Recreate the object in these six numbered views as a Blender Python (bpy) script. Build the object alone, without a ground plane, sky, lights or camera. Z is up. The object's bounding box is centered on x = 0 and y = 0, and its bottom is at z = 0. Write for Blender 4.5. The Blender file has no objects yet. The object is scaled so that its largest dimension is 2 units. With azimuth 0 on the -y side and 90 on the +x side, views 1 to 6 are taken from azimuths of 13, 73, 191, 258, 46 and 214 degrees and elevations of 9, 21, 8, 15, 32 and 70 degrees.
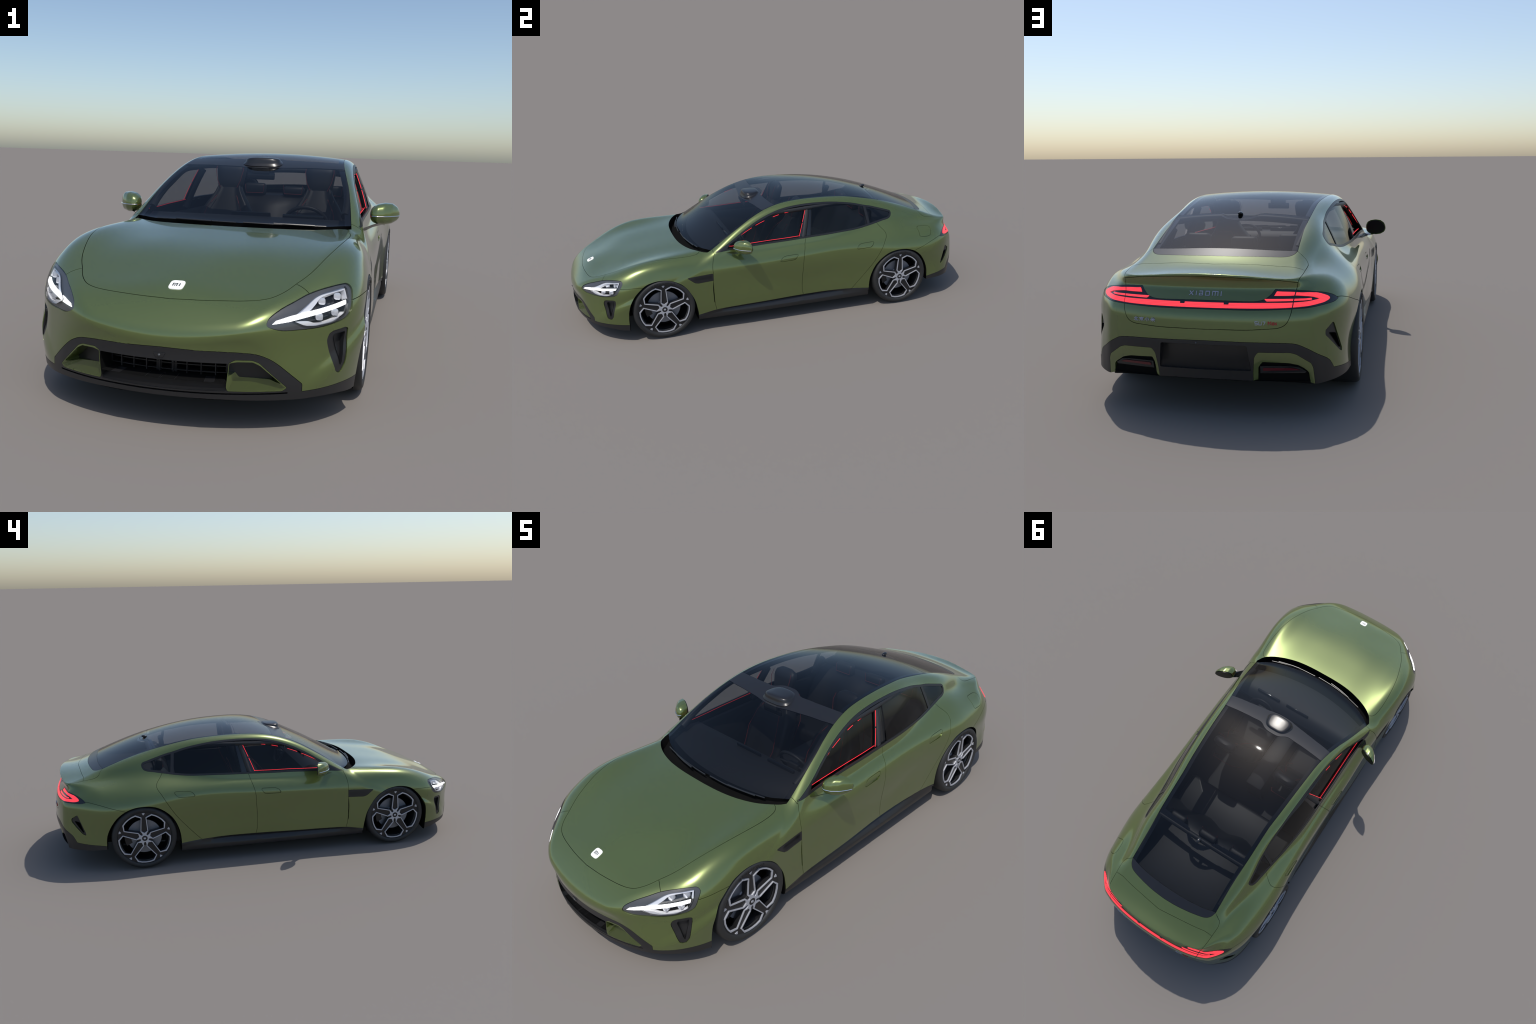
import bpy, bmesh, math
import numpy as np
from mathutils import Vector, Matrix

# =====================================================================
#  A four-door fastback sedan.  Nose points to -y, left side is +x.
#  The skin is one smooth implicit surface made of a few section curves
#  (door section, hood crown, roof line, side-glass lean, nose, tail);
#  it is meshed once and then cut along shut lines into panels.
# =====================================================================
scene = bpy.context.scene
rng = np.random.default_rng(7)

# ---------------------------------------------------------------- splines
class Spline:
    """natural cubic spline basis, linear outside its knots"""
    def __init__(s, knots):
        k = s.k = np.asarray(knots, float); n = len(k); h = np.diff(k)
        A = np.zeros((n, n)); B = np.zeros((n, n)); A[0, 0] = A[-1, -1] = 1
        for i in range(1, n - 1):
            A[i, i-1] = h[i-1]; A[i, i] = 2*(h[i-1]+h[i]); A[i, i+1] = h[i]
            B[i, i-1] = 6/h[i-1]; B[i, i] = -6/h[i-1]-6/h[i]; B[i, i+1] = 6/h[i]
        s.M = np.linalg.solve(A, B)
    def basis(s, x):
        k = s.k; n = len(k); x = np.asarray(x, float).ravel()
        i = np.clip(np.searchsorted(k, x)-1, 0, n-2); h = k[i+1]-k[i]
        xc = np.clip(x, k[0], k[-1]); a = (k[i+1]-xc)/h; b = (xc-k[i])/h
        W = np.zeros((len(x), n)); r = np.arange(len(x)); W[r, i] += a; W[r, i+1] += b
        W += ((a**3-a)*h*h/6)[:, None]*s.M[i]+((b**3-b)*h*h/6)[:, None]*s.M[i+1]
        h0 = k[1]-k[0]; D0 = np.zeros(n); D0[0] = -1/h0; D0[1] = 1/h0; D0 -= h0/6*(2*s.M[0]+s.M[1])
        h1 = k[-1]-k[-2]; D1 = np.zeros(n); D1[-2] = -1/h1; D1[-1] = 1/h1; D1 += h1/6*(s.M[-2]+2*s.M[-1])
        m = x < k[0]; W[m] += (x[m]-k[0])[:, None]*D0
        m = x > k[-1]; W[m] += (x[m]-k[-1])[:, None]*D1
        return W

class Even:
    """the same for curves across the car: symmetric about x = 0"""
    def __init__(s, knots): s.n = len(knots); s.full = Spline([-a for a in knots[:0:-1]]+list(knots))
    def basis(s, x):
        W = s.full.basis(x); o = W[:, s.n-1:].copy(); o[:, 1:] += W[:, :s.n-1][:, ::-1]; return o

def smax(a, b, k):
    h = np.maximum(k-np.abs(a-b), 0)/k
    return np.maximum(a, b)+h*h*k*.25
def smin(a, b, k): return -smax(-a, -b, k)

# ---------------------------------------------------------------- body sections
# half width of the painted side: rows = stations along y, columns = heights
Y_SIDE = Spline([-1.0, -.84, -.7, -.55, -.4, -.15, .15, .4, .6, .76, .9, 1.0])
Z_SIDE = Spline([.10, .19, .27, .32, .36, .40])
SIDE = np.array([
    [.336, .336, .338, .341, .339, .320], [.377, .376, .377, .381, .377, .356],
    [.385, .389, .390, .388, .388, .363], [.385, .387, .389, .383, .382, .359],
    [.373, .375, .379, .376, .369, .346], [.368, .373, .379, .378, .364, .338],
    [.366, .373, .380, .377, .364, .336], [.365, .375, .384, .381, .370, .339],
    [.371, .382, .394, .391, .378, .348], [.363, .372, .383, .379, .371, .346],
    [.343, .347, .352, .354, .352, .330], [.314, .316, .322, .326, .323, .305]])
# height of hood, fender crowns and haunches: rows along y, columns across x
Y_TOP = Spline([-1.02, -.95, -.86, -.74, -.6, -.45, -.3, .3, .5, .66, .8, .95])
X_TOP = Even([0, .14, .26, .33, .38])
TOP = np.array([
    [.190, .190, .182, .159, .118], [.257, .253, .247, .240, .227], [.300, .293, .292, .293, .289],
    [.336, .334, .334, .342, .342], [.360, .360, .361, .367, .363], [.378, .377, .374, .370, .352],
    [.385, .384, .381, .376, .355], [.330, .345, .370, .384, .369], [.330, .345, .369, .382, .369],
    [.330, .345, .369, .379, .360], [.330, .345, .370, .376, .346], [.330, .345, .368, .374, .338]])
# roof line on the centre plane (screen, roof, backlight, deck) and its crown
Y_ROOF = Spline([-.6, -.42, -.28, -.12, 0, .16, .35, .54, .7, .83, .92, .97, 1.05])
ROOF = np.array([.319, .391, .464, .531, .564, .576, .564, .526, .476, .427, .401, .396, .374])
Y_CROWN = Spline([-.5, -.3, -.12, .05, .3, .55, .95])
CROWN2 = np.array([.376, .341, .147, .184, .281, .337, .423]); CROWN4 = np.array([.292, .362, .109, .052, .055, -.095, -.048])
# side glass: half width at the belt, lean, curvature
Y_GLASS = Spline([-.5, -.3, -.1, .1, .3, .45, .6, .75, .9])
BELT = np.array([.369, .339, .336, .336, .328, .310, .303, .263, .251])
LEAN = np.array([.201, .321, .320, .297, .358, .429, .507, .475, .478])
BULGE = np.array([.515, .597, .599, .613, .665, .631, .575, .489, .313])
# nose and tail profiles on the centre plane, and how they sweep back with x
Z_NOSE = Spline([.06, .11, .16, .20, .235, .27, .31])
NOSE = np.array([-.991, -.998, -.998, -1.005, -1.021, -1.027, -1.017]); NOSE += .0035; NOSE2, NOSE4 = 0.844, 1.534
Z_TAIL = Spline([.08, .14, .2, .26, .305, .335, .36, .392])
TAIL = np.array([.978, .988, 1.000, .997, .987, .967, .955, .967]); TAIL -= .0035; TAIL2, TAIL4 = 0.323, 3.220
# blend radii along the car
Y_BLEND = Spline([-.8, -.5, -.3, .3, .6, .9])
R_SHOULDER = np.array([.127, .075, .076, .052, .079, .087])
R_UNION = np.array([0.0101, 0.0103, 0.0119, 0.0147, 0.0602, 0.0496])
R_NOSE, R_TAIL, R_RAIL, R_BROW = 0.1088, 0.0912, 0.0273, 0.0272

def ease(t):
    t = np.clip(t, 0, 1); return t*t*(3-2*t)

def y_tables(y):
    by = Y_BLEND.basis(y); bg = Y_GLASS.basis(y); bc = Y_CROWN.basis(y)
    return dict(ks=np.clip(by@R_SHOULDER, .01, .2), ku=np.clip(by@R_UNION, .004, .15), d2=bc@CROWN2, d4=bc@CROWN4,
                roof=Y_ROOF.basis(y)@ROOF, xb=bg@BELT, sg=bg@LEAN, cg=bg@BULGE)

def combine(x, y, z, Xs, Zt, t, nose, tail):
    low = smax(x-Xs, z-Zt, t['ks'])
    zr = t['roof']-t['d2']*x*x-t['d4']*x**4
    dz = z-.4
    xg = t['xb']-t['sg']*dz-t['cg']*dz*dz
    green = smax((x-xg)*.9, (z-zr)*.95, R_RAIL)
    b = smin(low, green, t['ku'])
    kn = R_BROW+(R_NOSE-R_BROW)*ease((x-.15)/.15)
    b = smax(b, (nose+NOSE2*x*x+NOSE4*x**4-y)*.9, kn)
    kt = .006+(R_TAIL-.006)*ease((x-.22)/.1)
    return smax(b, (y-(tail-TAIL2*x*x-(1.9+(TAIL4-1.9)*ease((z-.13)/.10))*x**4))*.9, kt)-.0012

def body(P):
    x = np.abs(P[:, 0]); y = P[:, 1]; z = P[:, 2]
    Xs = ((Y_SIDE.basis(y)@SIDE)*Z_SIDE.basis(z)).sum(1)
    Zt = ((Y_TOP.basis(y)@TOP)*X_TOP.basis(x)).sum(1)
    return combine(x, y, z, Xs, Zt, y_tables(y), Z_NOSE.basis(z)@NOSE, Z_TAIL.basis(z)@TAIL)

def gradient(P, h=2e-4):
    g = np.empty_like(P)
    for a in range(3):
        d = np.zeros(3); d[a] = h
        g[:, a] = (body(P+d)-body(P-d))/(2*h)
    return g

def settle(P, n=3):
    """move points onto the skin; returns points and unit normals"""
    P = np.array(P, float)
    for _ in range(n):
        g = gradient(P); P = P-g*(body(P)/np.maximum((g*g).sum(1), .05))[:, None]
    g = gradient(P)
    return P, g/np.linalg.norm(g, axis=1)[:, None]

# ---------------------------------------------------------------- meshing the skin (surface nets)
def mesh_skin(h=.005):
    xs = np.arange(-2*h, .415, h); ys = np.arange(-1.03, 1.03, h); zs = np.arange(.04, .60, h)
    Xs = np.einsum('ai,ij,bj->ab', Y_SIDE.basis(ys), SIDE, Z_SIDE.basis(zs))[None]
    Zt = np.einsum('ai,ij,bj->ba', Y_TOP.basis(ys), TOP, X_TOP.basis(np.abs(xs)))[:, :, None]
    t = {k: v[None, :, None] for k, v in y_tables(ys).items()}
    F = combine(np.abs(xs)[:, None, None], ys[None, :, None], zs[None, None, :], Xs, Zt, t,
                (Z_NOSE.basis(zs)@NOSE)[None, None], (Z_TAIL.basis(zs)@TAIL)[None, None])
    S = F < 0
    c = [S[i:S.shape[0]-1+i, j:S.shape[1]-1+j, k:S.shape[2]-1+k] for i in (0, 1) for j in (0, 1) for k in (0, 1)]
    tot = sum(a.astype(np.int8) for a in c); act = (tot > 0) & (tot < 8)
    idx = np.full(act.shape, -1, np.int64); cells = np.argwhere(act); idx[act] = np.arange(len(cells))
    acc = np.zeros((len(cells), 3)); cnt = np.zeros(len(cells))
    for ax in range(3):
        for o1 in (0, 1):
            for o2 in (0, 1):
                a = cells.copy(); other = [q for q in range(3) if q != ax]
                a[:, other[0]] += o1; a[:, other[1]] += o2; b = a.copy(); b[:, ax] += 1
                fa = F[tuple(a.T)]; fb = F[tuple(b.T)]; m = (fa < 0) != (fb < 0)
                q = a[m].astype(float); q[:, ax] += fa[m]/(fa[m]-fb[m]); acc[m] += q; cnt[m] += 1
    V = acc/cnt[:, None]*h+np.array([xs[0], ys[0], zs[0]])
    quads = []
    for ax in range(3):
        o = [q for q in range(3) if q != ax]
        sl = [slice(None)]*3; sl2 = [slice(None)]*3
        sl[ax] = slice(0, -1); sl2[ax] = slice(1, None)
        e = np.argwhere(S[tuple(sl)] != S[tuple(sl2)])
        e = e[(e[:, o[0]] > 0) & (e[:, o[1]] > 0) & (e[:, o[0]] < F.shape[o[0]]-1) & (e[:, o[1]] < F.shape[o[1]]-1)]
        def cell(d0, d1):
            q = e.copy(); q[:, o[0]] += d0; q[:, o[1]] += d1; return idx[tuple(q.T)]
        quads.append(np.stack([cell(-1, -1), cell(0, -1), cell(0, 0), cell(-1, 0)], 1))
    Q = np.concatenate(quads); Q = Q[(Q >= 0).all(1)]
    V, N = settle(V, 3)
    T = np.concatenate([Q[:, [0, 1, 2]], Q[:, [0, 2, 3]]])
    n = np.cross(V[T[:, 1]]-V[T[:, 0]], V[T[:, 2]]-V[T[:, 0]])
    flip = (n*N[T].sum(1)).sum(1) < 0; T[flip] = T[flip][:, ::-1]
    return V, N, T

class Skin: pass
skin = Skin()
skin.V, skin.N, skin.T = mesh_skin()

def drop(keep):
    skin.T = skin.T[keep]
    used = np.unique(skin.T); re = np.full(len(skin.V), -1); re[used] = np.arange(len(used))
    skin.V = skin.V[used]; skin.N = skin.N[used]; skin.T = re[skin.T]

def edge_table(T, flag):
    """unique ids of flagged triangle edges; flag (m,3) for edges 01,12,20"""
    E = np.sort(np.stack([T[:, [0, 1]], T[:, [1, 2]], T[:, [2, 0]]], 1), 2)
    key = E[..., 0].astype(np.int64)*(len(skin.V)+1)+E[..., 1]
    u, inv = np.unique(key[flag], return_inverse=True)
    ids = np.full(flag.shape, -1); ids[flag] = inv
    return u//(len(skin.V)+1), u % (len(skin.V)+1), ids

def refine(fv, band, longest=.0042):
    """split every edge of the triangles that lie within a band around fv = 0"""
    T = skin.T; tf = fv[T]
    near = ((np.abs(tf).min(1) < band) | ((tf.min(1) < 0) & (tf.max(1) > 0))) & (tf.max(1) < .199)
    near[near] = np.max([np.linalg.norm(skin.V[T[near, i]]-skin.V[T[near, i-1]], axis=1) for i in range(3)], 0) > longest
    if not near.any(): return
    a, b, _ = edge_table(T, np.repeat(near[:, None], 3, 1))
    key = a*(len(skin.V)+1)+b
    E = np.sort(np.stack([T[:, [0, 1]], T[:, [1, 2]], T[:, [2, 0]]], 1), 2)
    k2 = E[..., 0].astype(np.int64)*(len(skin.V)+1)+E[..., 1]
    pos = np.clip(np.searchsorted(key, k2), 0, len(key)-1); hit = key[pos] == k2
    P, Nn = settle((skin.V[a]+skin.V[b])/2, 1)
    P[(np.abs(skin.V[a][:, 0]) < 1e-9) & (np.abs(skin.V[b][:, 0]) < 1e-9), 0] = 0
    base = len(skin.V); skin.V = np.concatenate([skin.V, P]); skin.N = np.concatenate([skin.N, Nn])
    m = np.where(hit, pos+base, -1); cnt = hit.sum(1); out = [T[cnt == 0]]
    s = cnt == 3; t = T[s]; q = m[s]
    out += [np.stack([t[:, 0], q[:, 0], q[:, 2]], 1), np.stack([q[:, 0], t[:, 1], q[:, 1]], 1),
            np.stack([q[:, 2], q[:, 1], t[:, 2]], 1), q]
    for r in range(3):
        p = [r, (r+1) % 3, (r+2) % 3]
        s = (cnt == 1) & hit[:, r]; t = T[s][:, p]; q = m[s][:, r]
        out += [np.stack([t[:, 0], q, t[:, 2]], 1), np.stack([q, t[:, 1], t[:, 2]], 1)]
        s = (cnt == 2) & ~hit[:, r]; t = T[s][:, p]; q1 = m[s][:, p[1]]; q2 = m[s][:, p[2]]
        out += [np.stack([t[:, 2], q2, q1], 1), np.stack([t[:, 0], t[:, 1], q1], 1), np.stack([t[:, 0], q1, q2], 1)]
    skin.T = np.concatenate(out)

def cut(fv, eps=1.5e-4):
    """cut the skin along fv = 0"""
    fv = np.where(np.abs(fv) < eps, 0, fv); T = skin.T; sg = np.sign(fv).astype(int)[T]
    cr = (np.stack([sg[:, 0]*sg[:, 1], sg[:, 1]*sg[:, 2], sg[:, 2]*sg[:, 0]], 1) < 0) & (fv[T].max(1) < .199)[:, None]
    # an edge is cut for both of its triangles
    E = np.sort(np.stack([T[:, [0, 1]], T[:, [1, 2]], T[:, [2, 0]]], 1), 2); key = E[..., 0].astype(np.int64)*(len(skin.V)+1)+E[..., 1]
    cand = (np.stack([sg[:, 0]*sg[:, 1], sg[:, 1]*sg[:, 2], sg[:, 2]*sg[:, 0]], 1) < 0)
    cr = cand & np.isin(key, np.unique(key[cr]))
    if not cr.any(): return
    a, b, ids = edge_table(T, cr)
    t = fv[a]/(fv[a]-fv[b]); base = len(skin.V)
    P = skin.V[a]+(skin.V[b]-skin.V[a])*t[:, None]; Nn = skin.N[a]+(skin.N[b]-skin.N[a])*t[:, None]
    Nn /= np.linalg.norm(Nn, axis=1)[:, None]
    skin.V = np.concatenate([skin.V, P]); skin.N = np.concatenate([skin.N, Nn])
    m = np.where(cr, ids+base, -1); cnt = cr.sum(1); out = [T[cnt == 0]]
    for r in range(3):
        p = [r, (r+1) % 3, (r+2) % 3]
        s = (cnt == 1) & cr[:, r]; t = T[s][:, p]; q = m[s][:, r]
        out += [np.stack([t[:, 0], q, t[:, 2]], 1), np.stack([q, t[:, 1], t[:, 2]], 1)]
        s = (cnt == 2) & ~cr[:, r]; t = T[s][:, p]; q1 = m[s][:, p[1]]; q2 = m[s][:, p[2]]
        out += [np.stack([t[:, 2], q2, q1], 1), np.stack([t[:, 0], t[:, 1], q1], 1), np.stack([t[:, 0], q1, q2], 1)]
    T = np.concatenate(out)
    skin.T = T[(T[:, 0] != T[:, 1]) & (T[:, 1] != T[:, 2]) & (T[:, 2] != T[:, 0])]

# ---------------------------------------------------------------- outlines and regions
def smooth_chain(pts, k=7):
    """centripetal Catmull-Rom through an open chain"""
    P = np.asarray(pts, float)
    if len(P) < 3: return np.array([P[0]+(P[-1]-P[0])*t for t in np.linspace(0, 1, k+1)])
    Q = np.vstack([2*P[0]-P[1], P, 2*P[-1]-P[-2]]); out = []
    for i in range(1, len(Q)-2):
        p0, p1, p2, p3 = Q[i-1:i+3]
        t0 = 0; t1 = t0+max(np.linalg.norm(p1-p0), 1e-9)**.5; t2 = t1+max(np.linalg.norm(p2-p1), 1e-9)**.5; t3 = t2+max(np.linalg.norm(p3-p2), 1e-9)**.5
        for t in np.linspace(t1, t2, k, endpoint=False):
            A1 = (t1-t)/(t1-t0)*p0+(t-t0)/(t1-t0)*p1; A2 = (t2-t)/(t2-t1)*p1+(t-t1)/(t2-t1)*p2; A3 = (t3-t)/(t3-t2)*p2+(t-t2)/(t3-t2)*p3
            B1 = (t2-t)/(t2-t0)*A1+(t-t0)/(t2-t0)*A2; B2 = (t3-t)/(t3-t1)*A2+(t-t1)/(t3-t1)*A3
            out.append((t2-t)/(t2-t1)*B1+(t-t1)/(t2-t1)*B2)
    out.append(P[-1]); return np.array(out)

def outline(*chains):
    """closed outline from smooth chains that meet in corners"""
    out = []
    for c in chains:
        q = smooth_chain(c)
        if len(out) and np.linalg.norm(out[-1][-1]-q[0]) < 1e-9: q = q[1:]
        out.append(q)
    o = np.vstack(out)
    if np.linalg.norm(o[0]-o[-1]) < 1e-9: o = o[:-1]
    return o

def rounded(pts, r=.3, k=5):
    """polygon with rounded corners (r = share of the shorter edge, or metres when < 0)"""
    P = np.asarray(pts, float); n = len(P); out = []
    for i in range(n):
        a, b, c = P[i-1], P[i], P[(i+1) % n]; la = np.linalg.norm(a-b); lc = np.linalg.norm(c-b)
        d = min(la, lc)*r if r > 0 else min(-r, .48*la, .48*lc)
        p, q = b+(a-b)/la*d, b+(c-b)/lc*d
        for t in np.linspace(0, 1, k): out.append((1-t)**2*p+2*t*(1-t)*b+t*t*q)
    return np.array(out)

def inside(P2, poly):
    """even-odd test"""
    out = np.zeros(len(P2), bool); lo = poly.min(0); hi = poly.max(0)
    s = np.where(((P2 > lo) & (P2 < hi)).all(1))[0]; q = P2[s]
    A = poly; B = np.roll(poly, -1, 0); r = np.zeros(len(s), bool)
    for a, b in zip(A, B):
        if a[1] == b[1]: continue
        lo_, hi_ = (a[1], b[1]) if a[1] < b[1] else (b[1], a[1])
        m = (q[:, 1] >= lo_) & (q[:, 1] < hi_)
        r[m] ^= q[m, 0] < a[0]+(q[m, 1]-a[1])/(b[1]-a[1])*(b[0]-a[0])
    out[s] = r; return out
def sdf(P2, poly, reach=.025):
    """signed distance to a closed outline, negative inside, clamped to +-reach"""
    out = np.where(inside(P2, poly), -reach, .2)
    A = poly; B = np.roll(poly, -1, 0); d2 = np.full(len(P2), reach*reach)
    # bucket the outline: only look at points near each run of segments
    step = 8
    for i in range(0, len(A), step):
        a = A[i:i+step]; b = B[i:i+step]; lo = np.minimum(a, b).min(0)-reach; hi = np.maximum(a, b).max(0)+reach
        s = np.where((P2[:, 0] > lo[0]) & (P2[:, 0] < hi[0]) & (P2[:, 1] > lo[1]) & (P2[:, 1] < hi[1]))[0]
        if not len(s): continue
        q = P2[s]
        for p, r in zip(a, b):
            d = r-p; l2 = max(d@d, 1e-18); w = q-p; t = np.clip(w@d/l2, 0, 1)
            d2[s] = np.minimum(d2[s], (w[:, 0]-t*d[0])**2+(w[:, 1]-t*d[1])**2)
    near = d2 < reach*reach*.9999; dist = np.sqrt(d2)
    return np.where(near, np.where(out < 0, -dist, dist), out)

PROJ = {'side': lambda P: P[:, [1, 2]], 'top': lambda P: P[:, :2], 'front': lambda P: P[:, [0, 2]],
        'lamp': lambda P: np.stack([.64*P[:, 0]+.77*P[:, 1], P[:, 2]], 1),       # looking at the front corner
        'tail': lambda P: np.stack([.8*P[:, 0]-.6*P[:, 1], P[:, 2]], 1),         # looking at the rear corner
        'deck': lambda P: np.stack([P[:, 0], P[:, 1]-P[:, 2]], 1)}               # unrolled deck and tail
class Region:
    def __init__(s, proj, poly, mask=None, shrink=0.):
        s.proj, s.mask, s.shrink = PROJ[proj], mask, shrink
        poly = np.asarray(poly, float); s.poly = s.proj(poly) if poly.shape[1] == 3 else poly
    def __call__(s, P):
        d = sdf(s.proj(P), s.poly)+s.shrink
        return np.where(s.mask(P), d, .2) if s.mask else d
    def holds(s, P):
        if s.shrink: return s(P) < 0
        r = inside(s.proj(P), s.poly); return r & s.mask(P) if s.mask else r
class Line:
    """half space: z (or other axis) minus a curve of another axis; negative below"""
    def __init__(s, ax, of, pts, mask=None):
        q = smooth_chain(pts); s.ax, s.of, s.q, s.mask = ax, of, q, mask
    def __call__(s, P):
        d = P[:, s.ax]-np.interp(P[:, s.of], s.q[:, 0], s.q[:, 1])
        return np.where(s.mask(P), d, .2) if s.mask else d

REAR = lambda P: P[:, 1] > .55
FRONT = lambda P: P[:, 1] < -.5
UP = lambda P: (P[:, 2] > .25)
R = {}
# wheel openings (side view)
R['arch_front'] = Region('side', outline([(-.766, .0), (-.766, .09), (-.766, .125), (-.763, .160), (-.753, .196), (-.737, .222), (-.714, .249), (-.680, .276), (-.650, .286), (-.618, .290), (-.585, .287), (-.553, .278), (-.518, .259), (-.495, .235), (-.479, .210), (-.460, .172), (-.449, .126), (-.444, .09), (-.443, .0)], [(-.443, 0), (-.766, 0)]))
R['arch_rear'] = Region('side', outline([(.433, 0), (.433, .1), (.436, .145), (.445, .182), (.466, .226), (.495, .258), (.531, .282), (.565, .292), (.600, .294), (.636, .290), (.676, .275), (.711, .249), (.737, .215), (.755, .18), (.763, .15), (.765, .115), (.765, 0)], [(.765, 0), (.433, 0)]))
# glass canopy (plan): one dark glass sweep from cowl to deck
HOOD_REAR = [(0, -.487), (.05, -.4865), (.108, -.483), (.16, -.475), (.22, -.457), (.268, -.434), (.303, -.406), (.321, -.377)]
GLASS_EDGE = [(.321, -.377), (.308, -.291), (.293, -.207), (.279, -.150), (.266, -.090), (.258, -.040), (.253, 0), (.247, .09), (.241, .18), (.235, .268), (.229, .34), (.2265, .431), (.2245, .52), (.2205, .62), (.2200, .71), (.2205, .762)]
GLASS_REAR = [(.2205, .762), (.214, .782), (.203, .796), (.189, .805), (.150, .8155), (.111, .823), (.06, .830), (0, .833)]
mir = lambda pts: [(-x, y) for x, y in reversed(pts)]
half = smooth_chain(HOOD_REAR), smooth_chain(GLASS_EDGE), smooth_chain(GLASS_REAR)
GLASS = np.vstack([half[0][1:], half[1][1:], half[2][1:], [(-.06, .833), (-.06, -.487)]])
R['canopy'] = Region('top', GLASS, lambda P: P[:, 2] > .36)
R['canopy_in'] = Region('top', GLASS, lambda P: P[:, 2] > .36, shrink=.017)
R['cowl'] = Line(1, 0, [(0, -.447), (.108, -.443), (.2, -.423), (.268, -.394), (.33, -.352)], lambda P: (P[:, 1] < -.3) & (P[:, 2] > .34))
R['band_front'] = Line(1, 0, [(-.01, -.128), (0, -.128), (.031, -.126), (.084, -.116), (.125, -.110), (.17, -.103), (.218, -.097), (.264, -.089), (.30, -.083)], lambda P: P[:, 2] > .355)
R['band_rear'] = Line(1, 0, [(-.01, -.018), (0, -.018), (.025, -.0195), (.045, -.027), (.06, -.037), (.076, -.042), (.113, -.040), (.14, -.039), (.207, -.033), (.25, -.028), (.3, -.024)], lambda P: P[:, 2] > .355)
R['joint'] = Line(1, 0, [(-.01, .581), (0, .581), (.025, .577), (.043, .568), (.057, .554), (.070, .543), (.09, .539), (.14, .536), (.228, .527), (.26, .523)], lambda P: P[:, 2] > .355)
R['garnish'] = Line(1, 0, [(-.01, .789), (0, .789), (.07, .787), (.12, .783), (.17, .775), (.2205, .762), (.24, .757)], lambda P: P[:, 2] > .355)
# daylight opening (side view)
DLO_LOW = [(-.345, .377), (-.265, .3825), (-.165, .386), (-.09, .389), (.006, .391), (.104, .3945), (.231, .398), (.286, .3995), (.37, .4005), (.405, .403), (.446, .408), (.498, .4170), (.538, .4245), (.565, .4285), (.580, .435), (.588, .447), (.588, .459), (.580, .466)]
DLO_UP = [(.580, .466), (.530, .481), (.480, .4955), (.444, .5035), (.391, .518), (.330, .5305), (.255, .5415), (.163, .5470), (.076, .5455), (.004, .5370), (-.060, .5205), (-.128, .494), (-.20, .456), (-.256, .4225), (-.30, .399), (-.345, .377)]
dlo = outline(DLO_LOW, DLO_UP)
SIDEX = lambda P: P[:, 0] > .2
R['dlo'] = Region('side', dlo, SIDEX)
R['pane'] = Region('side', dlo, SIDEX, shrink=.0075)
tilt = lambda y0, z0, y1, z1: (lambda P: np.where((P[:, 0] > .2) & (P[:, 2] > .36), P[:, 1]-(y0+(P[:, 2]-z0)*(y1-y0)/(z1-z0)), .2))
R['b_front'] = tilt(.077, .400, .125, .540)
R['b_rear'] = tilt(.137, .400, .160, .541)
R['q_front'] = tilt(.449, .412, .439, .497)
R['q_rear'] = tilt(.463, .412, .453, .497)
R['sail'] = tilt(-.292, .38, -.262, .42)
# doors (side view); belt and sill close them
SILL = [(-.50, .086), (-.443, .090), (-.36, .104), (-.25, .109), (-.1, .111), (.085, .113), (.24, .115), (.34, .110), (.433, .102), (.5, .098)]
SIDEM = lambda P: (P[:, 0] > .28) & (P[:, 2] < .43)
R['sill'] = Line(2, 1, SILL, lambda P: (P[:, 1] > -.47) & (P[:, 1] < .46))
FD = [(-.3440, .3800), (-.3480, .3735), (-.358, .352), (-.3650, .320), (-.366, .287), (-.366, .234), (-.365, .161), (-.361, .125), (-.353, .09)]
BD = [(.082, .09), (.084, .113), (.078, .139), (.077, .20), (.0805, .26), (.085, .318), (.096, .357), (.108, .395), (.113, .41)]
RD = [(.495, .427), (.499, .419), (.511, .401), (.525, .385), (.5305, .374), (.5275, .360), (.512, .338), (.487, .295), (.449, .235), (.400, .175), (.345, .115), (.32, .09)]
R['front_door'] = Region('side', outline(FD, [FD[-1], BD[0]], BD, [BD[-1], (-.1, .402), (-.30, .3865), FD[0]]), SIDEM)
R['rear_door'] = Region('side', outline(BD, [BD[-1], (.3, .44), RD[0]], RD, [RD[-1], BD[0]]), SIDEM)
HANDLE_F = [(-.037, .308), (-.026, .3215), (-.011, .328), (.050, .3305), (.055, .326), (.043, .308), (.035, .3052), (-.031, .3032)]
HANDLE_R = [(.3625, .3225), (.3725, .3360), (.3860, .3425), (.449, .3455), (.4555, .3415), (.443, .3245), (.435, .3210), (.368, .3178)]
R['handle_f'] = Region('side', rounded(HANDLE_F, .35), SIDEM)
R['handle_r'] = Region('side', rounded(HANDLE_R, .35), SIDEM)
R['fender_vent'] = Region('side', rounded([(-.489, .2845), (-.3665, .288), (-.3665, .2545), (-.440, .2525), (-.456, .2575)], .12), SIDEM)
R['fender_slot'] = Region('side', smooth_chain([(-.3660, .2530), (-.3690, .2200), (-.3685, .1800), (-.3655, .1350), (-.3660, .1800), (-.3662, .2200), (-.3660, .2530)])[:-1], SIDEM)
R['fuel'] = Region('tail', rounded([(.322, .712, .379), (.316, .788, .376), (.364, .784, .333), (.369, .716, .336)], .3), REAR)
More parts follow.
